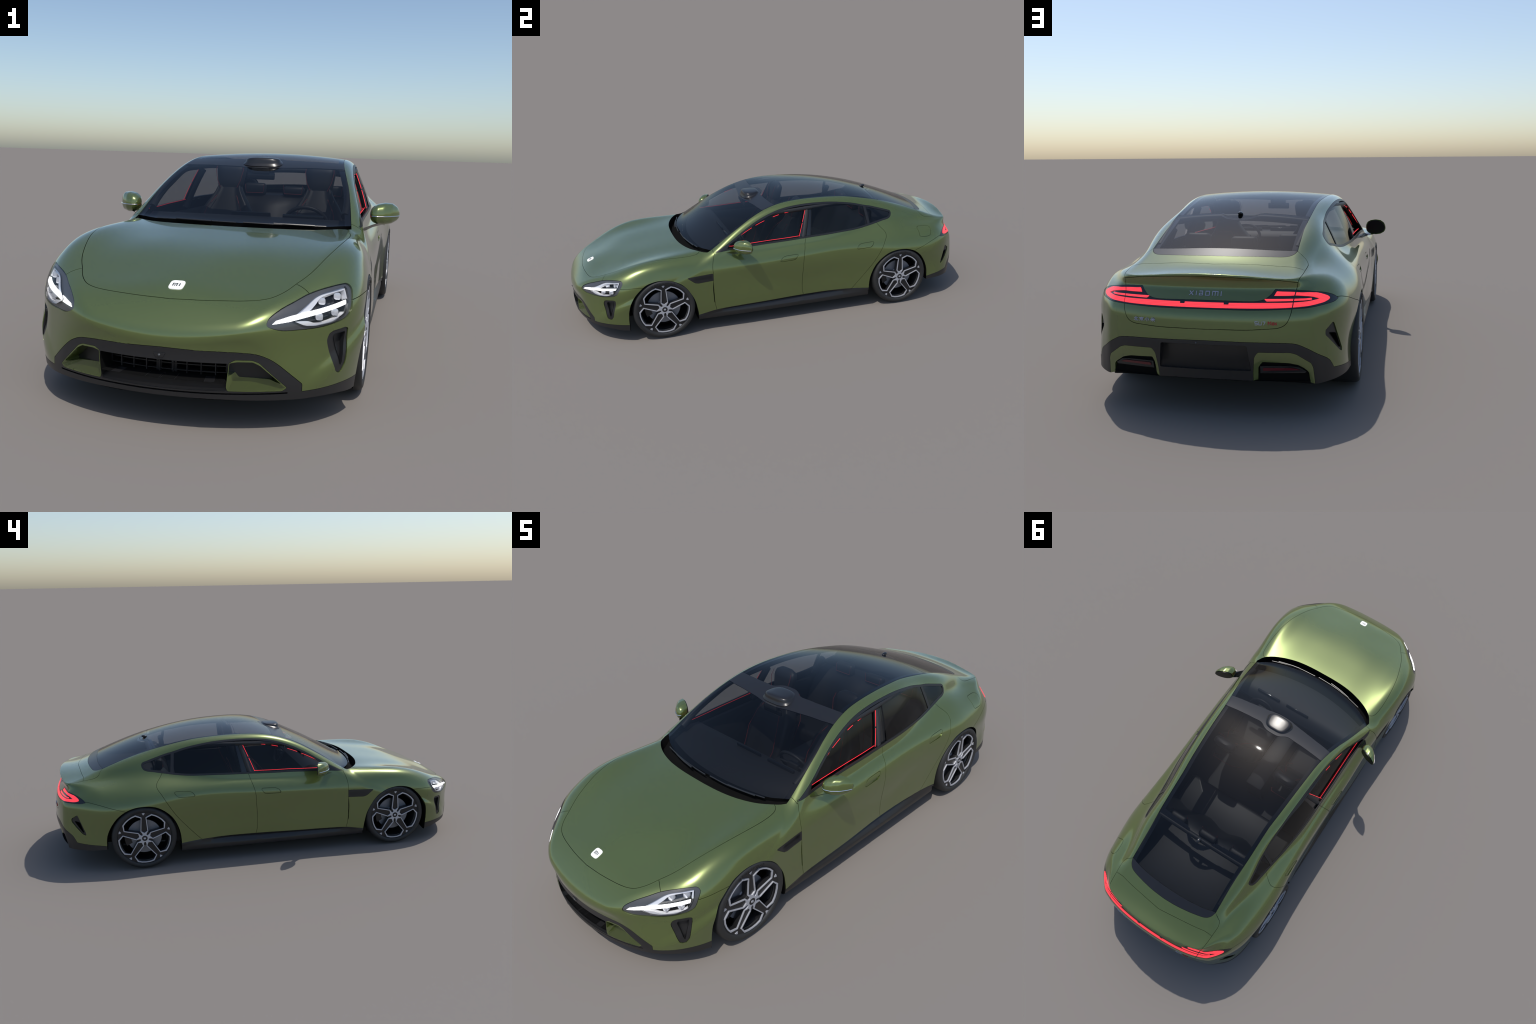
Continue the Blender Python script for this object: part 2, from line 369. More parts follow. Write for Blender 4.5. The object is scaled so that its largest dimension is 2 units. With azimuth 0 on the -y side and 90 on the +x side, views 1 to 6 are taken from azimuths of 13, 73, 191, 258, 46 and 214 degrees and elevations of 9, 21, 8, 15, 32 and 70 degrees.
# hood (plan)
HOOD_FRONT = [(0, -.938), (.064, -.934), (.111, -.928), (.157, -.920), (.185, -.9125), (.207, -.902), (.224, -.886), (.238, -.866), (.250, -.843), (.262, -.8225), (.277, -.792), (.300, -.722), (.3145, -.664), (.3245, -.596), (.3290, -.515), (.3265, -.46), (.321, -.432), (.313, -.419), (.299, -.4095)]
R['hood'] = Region('top', np.vstack([smooth_chain(HOOD_FRONT), [(.29, -.35), (-.06, -.35), (-.06, -.938)]]), lambda P: (P[:, 1] < -.3) & (P[:, 2] > .22))
R['fascia'] = lambda P: np.where((P[:, 1] < -.75) & (P[:, 2] > .255), P[:, 1]-(-.843-.61*(P[:, 0]-.25)), .2)
R['fender_low'] = Line(2, 1, [(-.80, .2645), (-.735, .2685), (-.69, .2675), (-.65, .266)], lambda P: P[:, 1] < -.62)
R['fender_back'] = lambda P: np.where(P[:, 2] > .37, P[:, 1]+.352, .2)
# headlamp (seen from the front corner) and what lies in it
LAMP = [(.211, -.954, .236), (.215, -.946, .2455), (.233, -.922, .2605), (.257, -.893, .2730), (.286, -.863, .2855), (.317, -.829, .2945), (.342, -.796, .2985), (.353, -.783, .2975), (.361, -.779, .289), (.366, -.793, .264), (.3665, -.808, .242), (.359, -.825, .2315), (.336, -.856, .2240), (.305, -.887, .2190), (.275, -.916, .2185), (.244, -.941, .2200), (.224, -.953, .2260), (.214, -.956, .2310), (.211, -.954, .236)]
R['headlamp'] = Region('lamp', smooth_chain(LAMP)[:-1], FRONT)
R['lamp_bowl'] = Region('lamp', rounded([(.254, -.925, .2405), (.300, -.853, .284), (.350, -.790, .2935), (.3595, -.803, .27), (.3590, -.825, .2415), (.337, -.856, .2275), (.303, -.890, .2235), (.285, -.908, .2255)], .25), FRONT)
R['drl'] = Region('lamp', rounded([(.2225, -.949, .2335), (.2285, -.942, .2405), (.256, -.922, .2475), (.356, -.811, .2680), (.357, -.815, .2590), (.257, -.927, .2365)], .15), FRONT)
R['swoosh_up'] = Region('lamp', outline([(.254, -.923, .2475), (.278, -.888, .267), (.302, -.853, .2825), (.329, -.822, .290), (.3505, -.793, .2935)], [(.3505, -.793, .2935), (.3585, -.803, .270)], [(.3585, -.803, .270), (.3555, -.806, .270), (.348, -.7975, .288)], [(.348, -.7975, .288), (.328, -.823, .2855), (.304, -.852, .278), (.294, -.870, .265), (.285, -.886, .2545), (.254, -.923, .2475)]), FRONT)
R['swoosh_lo'] = Region('lamp', outline([(.257, -.928, .2355), (.275, -.913, .2290), (.290, -.903, .2250), (.305, -.889, .2235), (.336, -.857, .2275), (.354, -.834, .2330), (.357, -.824, .2440)], [(.357, -.824, .2440), (.3515, -.835, .2370), (.336, -.857, .2315), (.315, -.880, .2275), (.303, -.890, .2290), (.289, -.900, .2345), (.257, -.928, .2355)]), FRONT)
LENSES = [(.3125, -.853, .2745), (.3425, -.818, .2795), (.3135, -.876, .2415), (.3435, -.842, .2465)]
# corner intake under the lamp
CV = [(.3295, -.873, .190), (.332, -.867, .203), (.339, -.859, .2075), (.360, -.829, .2105), (.3655, -.820, .207), (.365, -.821, .190), (.359, -.831, .132), (.354, -.842, .1165), (.350, -.848, .1155), (.3440, -.857, .121), (.338, -.863, .144), (.331, -.870, .175)]
R['corner_vent'] = Region('lamp', rounded(CV, .3), FRONT)
R['corner_vent_in'] = Region('lamp', rounded([(.340, -.858, .192), (.343, -.855, .200), (.361, -.828, .202), (.352, -.843, .128)], .15), FRONT)
# lower front: black mask, grille mouth, painted duct frames (front view)
R['mask'] = Region('front', outline([(-.05, .1795), (0, .1795), (.086, .177), (.130, .1765), (.173, .1745), (.194, .1715), (.215, .1635), (.232, .1525), (.258, .1290), (.2825, .1045)], [(.2825, .1045), (.2825, .087)], [(.2825, .087), (.29, .05)], [(.29, .05), (-.05, .05)]), FRONT)
R['duct'] = Region('front', rounded([(.1415, .153), (.153, .1600), (.187, .1595), (.200, .1540), (.2545, .1000), (.246, .0920), (.140, .0935), (.1365, .101)], .25), FRONT)
R['duct_in'] = Region('front', rounded([(.1430, .1525), (.158, .1555), (.188, .1550), (.202, .1475), (.2465, .1055), (.164, .1120), (.156, .1240), (.1410, .1250)], .15), FRONT)
R['grille'] = Region('front', rounded([(-.05, .1525), (.139, .1520), (.1405, .112), (-.05, .1145)], .04), FRONT)
R['chin'] = Region('front', rounded([(-.05, .1150), (.1405, .1125), (.1355, .0940), (-.05, .0925)], .04), FRONT)
R['lip'] = Line(2, 1, [(-1.03, .0855), (-.98, .0860), (-.9, .0885), (-.83, .0895), (-.766, .0880), (-.7, .087)], FRONT)
R['lip_shadow_strip'] = lambda P: np.where(FRONT(P), np.abs(P[:, 2]-.0875)-.0016+np.maximum(P[:, 0]-.255, 0), .2)  # dark recessed strip standing in for the shadow line above the lip
R['bottom_front'] = Line(2, 1, [(-1.03, .0755), (-.99, .0755), (-.95, .0725), (-.88, .0705), (-.84, .067), (-.79, .0605), (-.7, .06)], lambda P: P[:, 1] < -.6)
# tail lamp, trunk lid, rear bumper
TAIL_OUT = outline([(.191, .941, .3565), (.244, .925, .3530), (.280, .903, .3475), (.315, .871, .3385), (.335, .856, .3305), (.3485, .845, .3195)],
                   [(.3485, .845, .3195), (.340, .868, .3140), (.318, .897, .3115), (.284, .932, .3095), (.236, .956, .3080), (.187, .970, .3068), (.135, .979, .3060), (.07, .985, .3062), (0, .988, .3065), (-.05, .987, .3065)],
                   [(-.05, .987, .3065), (-.05, .970, .3275)],
                   [(-.05, .970, .3275), (0, .971, .3275), (.07, .968, .3270), (.132, .962, .3265), (.154, .957, .3295), (.169, .950, .3365), (.180, .943, .3460), (.191, .941, .3565)])
R['tail_lamp'] = Region('tail', TAIL_OUT, REAR)
R['tail_red'] = Region('tail', outline([(-.05, .976, .3225), (0, .976, .3225), (.071, .973, .3225), (.168, .961, .3230), (.234, .943, .3230), (.278, .923, .3245), (.303, .899, .3270)],
                                       [(.303, .899, .3270), (.281, .910, .3345), (.244, .926, .3395), (.220, .935, .3395), (.185, .944, .3400)],
                                       [(.185, .944, .3400), (.1935, .940, .3510)],
                                       [(.1935, .940, .3510), (.244, .924, .3475), (.292, .895, .3420), (.311, .880, .3350), (.323, .872, .3285), (.3265, .874, .3240), (.318, .891, .3180), (.284, .929, .3140), (.236, .953, .3115), (.175, .970, .3105), (.074, .983, .3100), (-.05, .984, .3100)],
                                       [(-.05, .984, .3100), (-.05, .976, .3225)]), REAR)
R['tail_bar'] = Region('tail', rounded([(.160, .955, .3325), (.281, .915, .3312), (.283, .917, .3275), (.166, .957, .3270)], .3), REAR)
R['tail_notch'] = Region('front', rounded([(-.0675, .3245), (-.0525, .3245), (-.054, .3180), (-.066, .3180)], .1), REAR)
R['tail_notch2'] = Region('front', rounded([(.0535, .3245), (.0685, .3245), (.0675, .3180), (.0545, .3180)], .1), REAR)
R['trunk'] = Region('deck', np.vstack([[(-.06, .2)], [(.19, .2)], smooth_chain([(.2205, .328), (.238, .352), (.250, .370), (.257, .397), (.2575, .418), (.256, .449), (.253, .501), (.248, .540), (.243, .570), (.2385, .603), (.236, .646), (.232, .673), (.225, .694), (.216, .707), (.201, .717), (.184, .7225), (.127, .7345), (.06, .740), (-.06, .742)])]), REAR)
LAMPZ = lambda P: (P[:, 1] > .8) & (P[:, 2] > .29) & (P[:, 2] < .37)
R['seam_in'] = Region('deck', R['trunk'].poly, LAMPZ, shrink=.0014)
R['seam_out'] = Region('deck', R['trunk'].poly, LAMPZ, shrink=-.0014)
R['spoiler_a'] = Line(1, 0, [(-.01, .880), (0, .880), (.103, .868), (.182, .857), (.258, .841), (.3, .83)], lambda P: (P[:, 1] > .6) & (P[:, 2] > .36))
R['spoiler_b'] = lambda P: np.where((P[:, 1] > .85) & (P[:, 2] > .34), -(P[:, 2]-np.interp(P[:, 0], [0, .072, .147, .197, .248], [.390, .389, .385, .381, .373])), .2)
R['rear_split'] = Line(2, 1, [(.64, .262), (.677, .277), (.731, .2925), (.791, .3115), (.838, .322), (.87, .322), (1.05, .322)], lambda P: P[:, 1] > .6)
R['rear_vent'] = Region('tail', rounded([(.340, .886, .2625), (.3205, .912, .2420), (.3205, .912, .2300), (.352, .863, .1775), (.3575, .852, .1720), (.358, .851, .1800)], .22), REAR)
R['rear_vent_in'] = Region('tail', rounded([(.345, .878, .2290), (.331, .899, .2330), (.3545, .858, .1800)], .15), REAR)
R['rear_mask'] = Region('tail', outline([(-.05, 1.001, .2235), (0, 1.002, .2235), (.077, 1.0, .2225), (.137, .994, .2215), (.202, .982, .2200), (.231, .973, .2180), (.250, .966, .2145), (.275, .956, .2020), (.300, .935, .1830), (.326, .904, .1610), (.3355, .887, .1360)],
                                       [(.3355, .887, .1360), (.357, .847, .1300), (.370, .806, .1240), (.377, .765, .1175), (.379, .74, .115)], [(.379, .74, .115), (.37, .74, .04)], [(.37, .74, .04), (-.05, .98, .04)], [(-.05, .98, .04), (-.05, 1.001, .2235)]), REAR)
R['rear_duct'] = Region('front', rounded([(.1325, .095), (.1330, .133), (.138, .180), (.148, .1945), (.233, .1925), (.249, .1870), (.286, .1605), (.2915, .147), (.2965, .090)], .25), REAR)
R['rear_duct_in'] = Region('front', rounded([(.1445, .090), (.1475, .146), (.158, .1580), (.229, .1545), (.255, .1480), (.281, .1310), (.286, .090)], .2), REAR)
R['plate'] = Region('front', rounded([(-.06, .2120), (.1190, .2120), (.1280, .140), (-.06, .140)], .06), REAR)
R['bottom_rear'] = Line(2, 0, [(0, .1125), (.14, .1105), (.247, .1045), (.300, .0985), (.335, .1010), (.36, .1020), (.39, .1010)], lambda P: P[:, 1] > .6)

# ---- cut the skin
cut(skin.V[:, 0].copy(), 1e-6); c = skin.V[skin.T].mean(1); drop(c[:, 0] > 0)
skin.V[np.abs(skin.V[:, 0]) < 1e-5, 0] = 0
coarse = (skin.V.copy(), skin.N.copy(), skin.T.copy())
for k, lv in [('drl', 2), ('swoosh_up', 2), ('swoosh_lo', 2), ('tail_red', 2), ('tail_bar', 2), ('duct_in', 1), ('duct', 1), ('headlamp', 1), ('tail_lamp', 1), ('corner_vent', 1), ('rear_vent', 1), ('rear_duct', 1), ('rear_duct_in', 1), ('handle_f', 1), ('handle_r', 1), ('pane', 1), ('fender_vent', 1), ('grille', 1), ('fender_slot', 2)]:
    for _ in range(lv): refine(R[k](skin.V), .003, .0022 if lv > 1 else .0032)
for k, fn in R.items():
    if k in ('cowl', 'tail_notch'): pass
    if k not in ('spoiler_b',): refine(fn(skin.V), .0005)
    cut(fn(skin.V))
C = skin.V[skin.T].mean(1)
I = {k: fn.holds(C) if isinstance(fn, Region) else fn(C) < 0 for k, fn in R.items()}
gone = I['arch_front'] | I['arch_rear'] | (I['sill'] & (C[:, 1] > -.47) & (C[:, 1] < .46)) | I['bottom_front'] | I['bottom_rear']
keep = ~gone; drop(keep); C = C[keep]; I = {k: v[keep] for k, v in I.items()}

can_sel = I['canopy']
part = np.full(len(C), '', dtype=object)
def claim(name, m):
    part[(part == '') & m] = name
can = I['canopy']
claim('cowl_panel', can & I['cowl'])
claim('windshield', can & I['band_front'])
claim('sensor_band', can & I['band_rear'])
claim('roof_glass', can & I['joint'])
claim('rear_window', can & I['garnish'])
claim('rear_glass_trim', can)
claim('quarter_window', I['pane'] & ~I['q_rear'])
claim('window_trim', I['pane'] & ~I['q_front'])
claim('rear_door_window', I['pane'] & ~I['b_rear'])
claim('pillar_cover', I['pane'] & ~I['b_front'])
claim('window_trim', I['pane'] & I['sail'])
claim('front_door_window', I['pane'])
claim('window_trim', I['dlo'])
claim('headlamp', I['headlamp'])
claim('tail_lamp', I['tail_lamp'])
claim('corner_vent_throat', I['corner_vent_in']); claim('corner_vent', I['corner_vent'])
claim('rear_vent_throat', I['rear_vent_in']); claim('rear_vent', I['rear_vent'])
claim('duct_panel', I['duct_in'] & I['duct'] & (C[:, 1] < 0)); claim('duct_frame', I['duct'])
claim('grille', I['grille']); claim('chin', I['chin']); claim('lip_shadow_strip', I['lip_shadow_strip'] & (C[:, 0] < .26)); claim('front_mask', I['mask'] | I['lip'])
claim('rear_duct_panel', I['rear_duct_in'] & I['rear_duct']); claim('rear_duct_frame', I['rear_duct'])
claim('plate_recess', I['plate']); claim('diffuser', I['rear_mask'])
claim('fender_vent', I['fender_vent']); claim('fender_slot', I['fender_slot'])
claim('handle_front', I['handle_f']); claim('handle_rear', I['handle_r'])
claim('front_door', I['front_door']); claim('rear_door', I['rear_door'])
claim('hood', I['hood'])
claim('spoiler', I['trunk'] & ~I['spoiler_a'] & I['spoiler_b'] & (C[:, 2] > .36))
claim('trunk_lid', I['trunk'])
claim('front_bumper', (I['fascia'] & (C[:, 0] < .32)) | (I['fender_low'] & (C[:, 1] < -.66)))
claim('front_fender', (C[:, 1] < -.352))
claim('front_fender', (C[:, 1] < -.335) & (C[:, 2] < .372))
claim('rear_bumper', I['rear_split'] & (C[:, 1] > .66))
claim('fuel_flap', I['fuel'])
claim('quarter_panel', C[:, 1] > -2)

def tidy(min_area=2.5e-5):
    """crumbs left by crossing cuts join the neighbouring part"""
    T = skin.T; E = np.sort(np.concatenate([T[:, [0, 1]], T[:, [1, 2]], T[:, [2, 0]]]), 1)
    key = E[:, 0].astype(np.int64)*len(skin.V)+E[:, 1]; o = np.argsort(key, kind='stable'); f = np.tile(np.arange(len(T)), 3)[o]; k = key[o]
    same = k[1:] == k[:-1]; a, b = f[:-1][same], f[1:][same]
    names, code = np.unique(part.astype(str), return_inverse=True); lab = np.arange(len(T)); m = code[a] == code[b]; p, q = a[m], b[m]
    while True:
        lo = np.minimum(lab[p], lab[q]); new = lab.copy(); np.minimum.at(new, p, lo); np.minimum.at(new, q, lo); new = new[new]; new = new[new]
        if (new == lab).all(): break
        lab = new
    area = .5*np.linalg.norm(np.cross(skin.V[T[:, 1]]-skin.V[T[:, 0]], skin.V[T[:, 2]]-skin.V[T[:, 0]]), axis=1)
    tot = np.bincount(lab, area, len(T)); small = tot[lab] < min_area
    for _ in range(6):
        x = a[~m & small[a] & ~small[b]], b[~m & small[a] & ~small[b]]; y = b[~m & small[b] & ~small[a]], a[~m & small[b] & ~small[a]]
        m = np.zeros(len(a), bool)
        for s_, d_ in (x, y): part[s_] = part[d_]; small[s_] = False
    return int(small.sum())
tidy()

# =====================================================================
#  materials
# =====================================================================
def new_mat(name):
    m = bpy.data.materials.new(name); m.use_nodes = True; nt = m.node_tree
    for n in list(nt.nodes): nt.nodes.remove(n)
    out = nt.nodes.new('ShaderNodeOutputMaterial')
    return m, nt, out
def setin(node, **kw):
    for k, v in kw.items():
        node.inputs[k.replace('_', ' ')].default_value = v
def principled(name, color, rough=.5, metal=0., coat=0., coat_rough=.03, coat_ior=1.5, grain=0., grain_scale=60., bump=0., spec=.5, emit=None, strength=0.):
    m, nt, out = new_mat(name); b = nt.nodes.new('ShaderNodeBsdfPrincipled')
    nt.links.new(b.outputs[0], out.inputs[0])
    c4 = (*color, 1); b.inputs['Base Color'].default_value = c4
    setin(b, Roughness=rough, Metallic=metal); b.inputs['Coat Weight'].default_value = coat; b.inputs['Coat Roughness'].default_value = coat_rough; b.inputs['Coat IOR'].default_value = coat_ior
    b.inputs['Specular IOR Level'].default_value = spec
    if emit: b.inputs['Emission Color'].default_value = (*emit, 1); b.inputs['Emission Strength'].default_value = strength
    if grain or bump:
        tc = nt.nodes.new('ShaderNodeTexCoord'); n = nt.nodes.new('ShaderNodeTexNoise'); setin(n, Scale=grain_scale, Detail=4.)
        nt.links.new(tc.outputs['Object'], n.inputs['Vector'])
        if grain:
            r = nt.nodes.new('ShaderNodeValToRGB'); e = r.color_ramp.elements
            e[0].position = .3; e[1].position = .7
            e[0].color = (*[v*(1-grain) for v in color], 1); e[1].color = (*[v*(1+grain) for v in color], 1)
            nt.links.new(n.outputs['Fac'], r.inputs['Fac']); nt.links.new(r.outputs['Color'], b.inputs['Base Color'])
        if bump:
            bp = nt.nodes.new('ShaderNodeBump'); setin(bp, Strength=bump, Distance=.001)
            nt.links.new(n.outputs['Fac'], bp.inputs['Height']); nt.links.new(bp.outputs[0], b.inputs['Normal'])
    return m
def glass(name, tint, rough=.02, ior=1.5, film=0.):
    """thin tinted pane: straight-through tint under a Fresnel reflection"""
    m, nt, out = new_mat(name)
    t = nt.nodes.new('ShaderNodeBsdfTransparent'); t.inputs[0].default_value = (*tint, 1)
    g = nt.nodes.new('ShaderNodeBsdfGlossy'); g.inputs['Roughness'].default_value = rough
    f = nt.nodes.new('ShaderNodeFresnel'); f.inputs['IOR'].default_value = ior
    geo = nt.nodes.new('ShaderNodeNewGeometry'); inv = nt.nodes.new('ShaderNodeMath'); inv.operation = 'MULTIPLY_ADD'
    # back faces see the pane as the front does: no total reflection from inside
    inv.inputs[1].default_value = -1.; inv.inputs[2].default_value = 1.
    nt.links.new(geo.outputs['Backfacing'], inv.inputs[0])
    mul = nt.nodes.new('ShaderNodeMath'); mul.operation = 'MULTIPLY'
    nt.links.new(f.outputs[0], mul.inputs[0]); nt.links.new(inv.outputs[0], mul.inputs[1])
    mx = nt.nodes.new('ShaderNodeMixShader')
    nt.links.new(mul.outputs[0], mx.inputs[0]); nt.links.new(t.outputs[0], mx.inputs[1]); nt.links.new(g.outputs[0], mx.inputs[2])
    if film:
        d = nt.nodes.new('ShaderNodeBsdfDiffuse'); d.inputs[0].default_value = (.05, .055, .06, 1)
        m2 = nt.nodes.new('ShaderNodeMixShader'); m2.inputs[0].default_value = film
        nt.links.new(mx.outputs[0], m2.inputs[1]); nt.links.new(d.outputs[0], m2.inputs[2]); nt.links.new(m2.outputs[0], out.inputs[0])
    else: nt.links.new(mx.outputs[0], out.inputs[0])
    return m

M = {}
M['paint'] = principled('green_metallic_paint', (.128, .170, .046), rough=.26, metal=.52, coat=1., coat_ior=1.6, coat_rough=.045, grain=.03, grain_scale=900.)
M['black'] = principled('black_plastic', (.016, .016, .017), rough=.36, grain=.08, grain_scale=400., bump=.05)
M['gloss_black'] = principled('gloss_black', (.012, .013, .015), rough=.12, coat=.3)
M['dark'] = principled('dark_inner_steel', (.005, .005, .005), rough=.9, grain=.1, spec=.1)
M['rubber'] = principled('tyre_rubber', (.022, .022, .022), rough=.6, grain=.1, grain_scale=300., bump=.08)
M['rubber_mark'] = principled('tyre_lettering_rubber', (.012, .012, .013), rough=.5, grain=.1)
M['rim_dark'] = principled('dark_wheel_alloy', (.022, .022, .024), rough=.3, metal=.3, grain=.05)
M['silver'] = principled('machined_silver', (.50, .51, .55), rough=.4, metal=.35, grain=.03, grain_scale=300.)
M['steel'] = principled('brake_steel', (.23, .24, .27), rough=.45, metal=.4, grain=.06, grain_scale=200.)
M['chrome'] = principled('bright_chrome', (.8, .8, .82), rough=.12, metal=1., grain=.01)
M['band'] = principled('satin_dark_roof_band', (.014, .014, .016), rough=.30, spec=.55, grain=.03)
M['glass'] = glass('tinted_glass', (.50, .51, .52), ior=1.45)
M['privacy'] = glass('side_window_glass', (.45, .47, .48), ior=1.45)
M['lampglass'] = glass('clear_lamp_glass', (.93, .93, .93), ior=1.4)
M['white_light'] = principled('daytime_light', (.9, .9, .9), rough=.3, emit=(1, 1, 1), strength=2.2, grain=.01)
M['red_light'] = principled('tail_light_red', (.5, .02, .03), rough=.25, emit=(1., .055, .075), strength=1.15, grain=.01)
def striped(m, period, low):
    """fine light-guide ribs in a glowing material"""
    nt = m.node_tree; b = next(n for n in nt.nodes if n.type == 'BSDF_PRINCIPLED'); tc = nt.nodes.new('ShaderNodeTexCoord')
    w = nt.nodes.new('ShaderNodeTexWave'); w.bands_direction = 'Z'; w.inputs['Scale'].default_value = 2*math.pi/(20*period)
    r = nt.nodes.new('ShaderNodeMapRange'); r.inputs['From Min'].default_value = 0.; r.inputs['From Max'].default_value = .35; r.inputs['To Min'].default_value = low; r.inputs['To Max'].default_value = b.inputs['Emission Strength'].default_value
    nt.links.new(tc.outputs['Object'], w.inputs['Vector']); nt.links.new(w.outputs['Fac'], r.inputs['Value']); nt.links.new(r.outputs[0], b.inputs['Emission Strength'])
striped(M['red_light'], .0034, .5)
M['red_line'] = principled('cabin_light_strip', (.5, .01, .02), rough=.4, emit=(1., .04, .055), strength=1.05, grain=.01)
M['red_reflector'] = principled('dark_red_reflector', (.10, .006, .012), rough=.25, grain=.05)
M['lamp_grey'] = principled('lamp_bezel_grey', (.07, .073, .078), rough=.3, grain=.03)
M['lens'] = principled('projector_lens', (.55, .56, .60), rough=.15, metal=.3, coat=.6, grain=.02)
M['reflector'] = principled('lamp_reflector', (.85, .85, .87), rough=.2, metal=.3, grain=.01)
M['white'] = principled('white_emblem', (.9, .9, .9), rough=.3, emit=(1, 1, 1), strength=.35, grain=.01)
M['emblem_grey'] = principled('emblem_mark_grey', (.09, .10, .09), rough=.4, grain=.02)
M['letter'] = principled('silver_lettering', (.40, .40, .50), rough=.4, metal=.2, grain=.02)
M['letter_red'] = principled('red_lettering', (.40, .012, .015), rough=.35, grain=.02)
M['seat'] = principled('dark_leather', (.016, .016, .017), rough=.5, grain=.15, grain_scale=300., bump=.1)
M['piping'] = principled('red_piping', (.22, .03, .03), rough=.6, grain=.05)
M['cabin'] = principled('cabin_plastic', (.02, .021, .023), rough=.55, grain=.1, grain_scale=200.)
M['screen'] = principled('dark_screen', (.008, .01, .013), rough=.1, grain=.02)
M['cabin_grey'] = principled('cabin_grey_trim', (.22, .22, .21), rough=.5, grain=.05)
M['mirror_face'] = principled('mirror_back_black', (.004, .004, .004), rough=.4, grain=.05)

# =====================================================================
#  building helpers
# =====================================================================
def link(o, parent=None):
    scene.collection.objects.link(o)
    if parent is not None: o.parent = parent
    return o
def empty(name, loc=(0, 0, 0), parent=None):
    o = bpy.data.objects.new(name, None); o.empty_display_size = .05; o.location = loc
    return link(o, parent)
def raw_mesh(name, V, F, mat, normals=None, smooth=True):
    me = bpy.data.meshes.new(name); F = np.asarray(F); V = np.asarray(V, np.float32)
    me.vertices.add(len(V)); me.vertices.foreach_set('co', V.ravel())
    me.loops.add(F.size); me.loops.foreach_set('vertex_index', F.ravel().astype(np.int32))
    me.polygons.add(len(F)); me.polygons.foreach_set('loop_start', np.arange(0, F.size, F.shape[1], dtype=np.int32))
    me.update(calc_edges=True)
    me.materials.append(mat)
    if smooth: me.polygons.foreach_set('use_smooth', np.ones(len(me.polygons), bool))
    if normals is not None: me.normals_split_custom_set_from_vertices(np.asarray(normals, float).tolist())
    return me
car = empty('car')
car['label'] = 'glossy olive green fastback sedan with black glass roof'
car['category'] = 'car'

def boundary(T):
    """directed boundary edges of a triangle set"""
    E = np.concatenate([T[:, [0, 1]], T[:, [1, 2]], T[:, [2, 0]]]); n = T.max()+1
    k = np.sort(E, 1); key = k[:, 0].astype(np.int64)*n+k[:, 1]
    _, inv, cnt = np.unique(key, return_inverse=True, return_counts=True)
    return E[cnt[inv] == 1]

def panel_arrays(names, offset=0., gap=0., wall=.006, keep_centre=True, wall_dir=None, tilt_fn=None):
    """half panel (x >= 0): skin triangles of the named parts, moved along the normal,
    shrunk by a gap at its border, with side walls going inwards"""
    names = [names] if isinstance(names, str) else names
    sel = names[0] if isinstance(names[0], np.ndarray) else np.isin(part, names)
    T = skin.T[sel]; u = np.unique(T); re = np.full(len(skin.V), -1); re[u] = np.arange(len(u)); T = re[T]
    V = skin.V[u].copy(); N = skin.N[u].copy()
    B = boundary(T); on0 = (V[B[:, 0], 0] < 1e-6) & (V[B[:, 1], 0] < 1e-6); B = B[~on0]
    if gap and len(B):
        sh = np.zeros_like(V); d = V[B[:, 1]]-V[B[:, 0]]
        inward = np.cross(N[B[:, 0]], d); inward /= np.maximum(np.linalg.norm(inward, axis=1), 1e-9)[:, None]
        for j in (0, 1): np.add.at(sh, B[:, j], inward)
        ln = np.linalg.norm(sh, axis=1); m = ln > 1e-6; sh[m] *= (gap/ln[m])[:, None]
        sh[V[:, 0] < 1e-6, 0] = 0; V += sh
    off = offset if tilt_fn is None else tilt_fn(V)
    V = V+N*np.reshape(off, (-1, 1) if np.ndim(off) else ())
    V[skin.V[u][:, 0] < 1e-6, 0] = 0
    if wall:
        b = np.unique(B); k = np.full(len(V), -1); k[b] = np.arange(len(b)); n0 = len(V); nb = len(b)
        d = -N[b] if wall_dir is None else np.tile(np.asarray(wall_dir, float), (nb, 1))
        wn = np.zeros((len(V), 3)); e = V[B[:, 1]]-V[B[:, 0]]; o = np.cross(e, N[B[:, 0]])
        for j in (0, 1): np.add.at(wn, B[:, j], o)
        wn = wn[b]/np.maximum(np.linalg.norm(wn[b], axis=1), 1e-9)[:, None]*np.sign(wall)
        W = np.concatenate([V[b], V[b]+d*wall])
        i0, i1 = k[B[:, 0]]+n0, k[B[:, 1]]+n0
        q1 = np.stack([i1, i0, i0+nb], 1); q2 = np.stack([i1, i0+nb, i1+nb], 1)
        if wall < 0: q1, q2 = q1[:, ::-1], q2[:, ::-1]
        V = np.concatenate([V, W]); N = np.concatenate([N, wn, wn]); T = np.concatenate([T, q1, q2])
    return V, N, T
def mirror_arrays(a):
    V, N, T = a; s = np.array([-1, 1, 1]); return V*s, N*s, T[:, ::-1]
def join_arrays(*arr):
    V = []; N = []; T = []; n = 0
    for v, m, t in arr: V.append(v); N.append(m); T.append(t+n); n += len(v)
    return np.concatenate(V), np.concatenate(N), np.concatenate(T)
def weld(a):
    V, N, T = a; c = np.abs(V[:, 0]) < 1e-6
    key = np.round(np.concatenate([V, N], 1)*1e5).astype(np.int64); key[~c] = 0; key[~c, 0] = np.arange((~c).sum())+10**7
    _, first, inv = np.unique(key, axis=0, return_index=True, return_inverse=True)
    inv = inv.ravel(); T = inv[T]; T = T[(T[:, 0] != T[:, 1]) & (T[:, 1] != T[:, 2]) & (T[:, 2] != T[:, 0])]
    return V[first], N[first], T
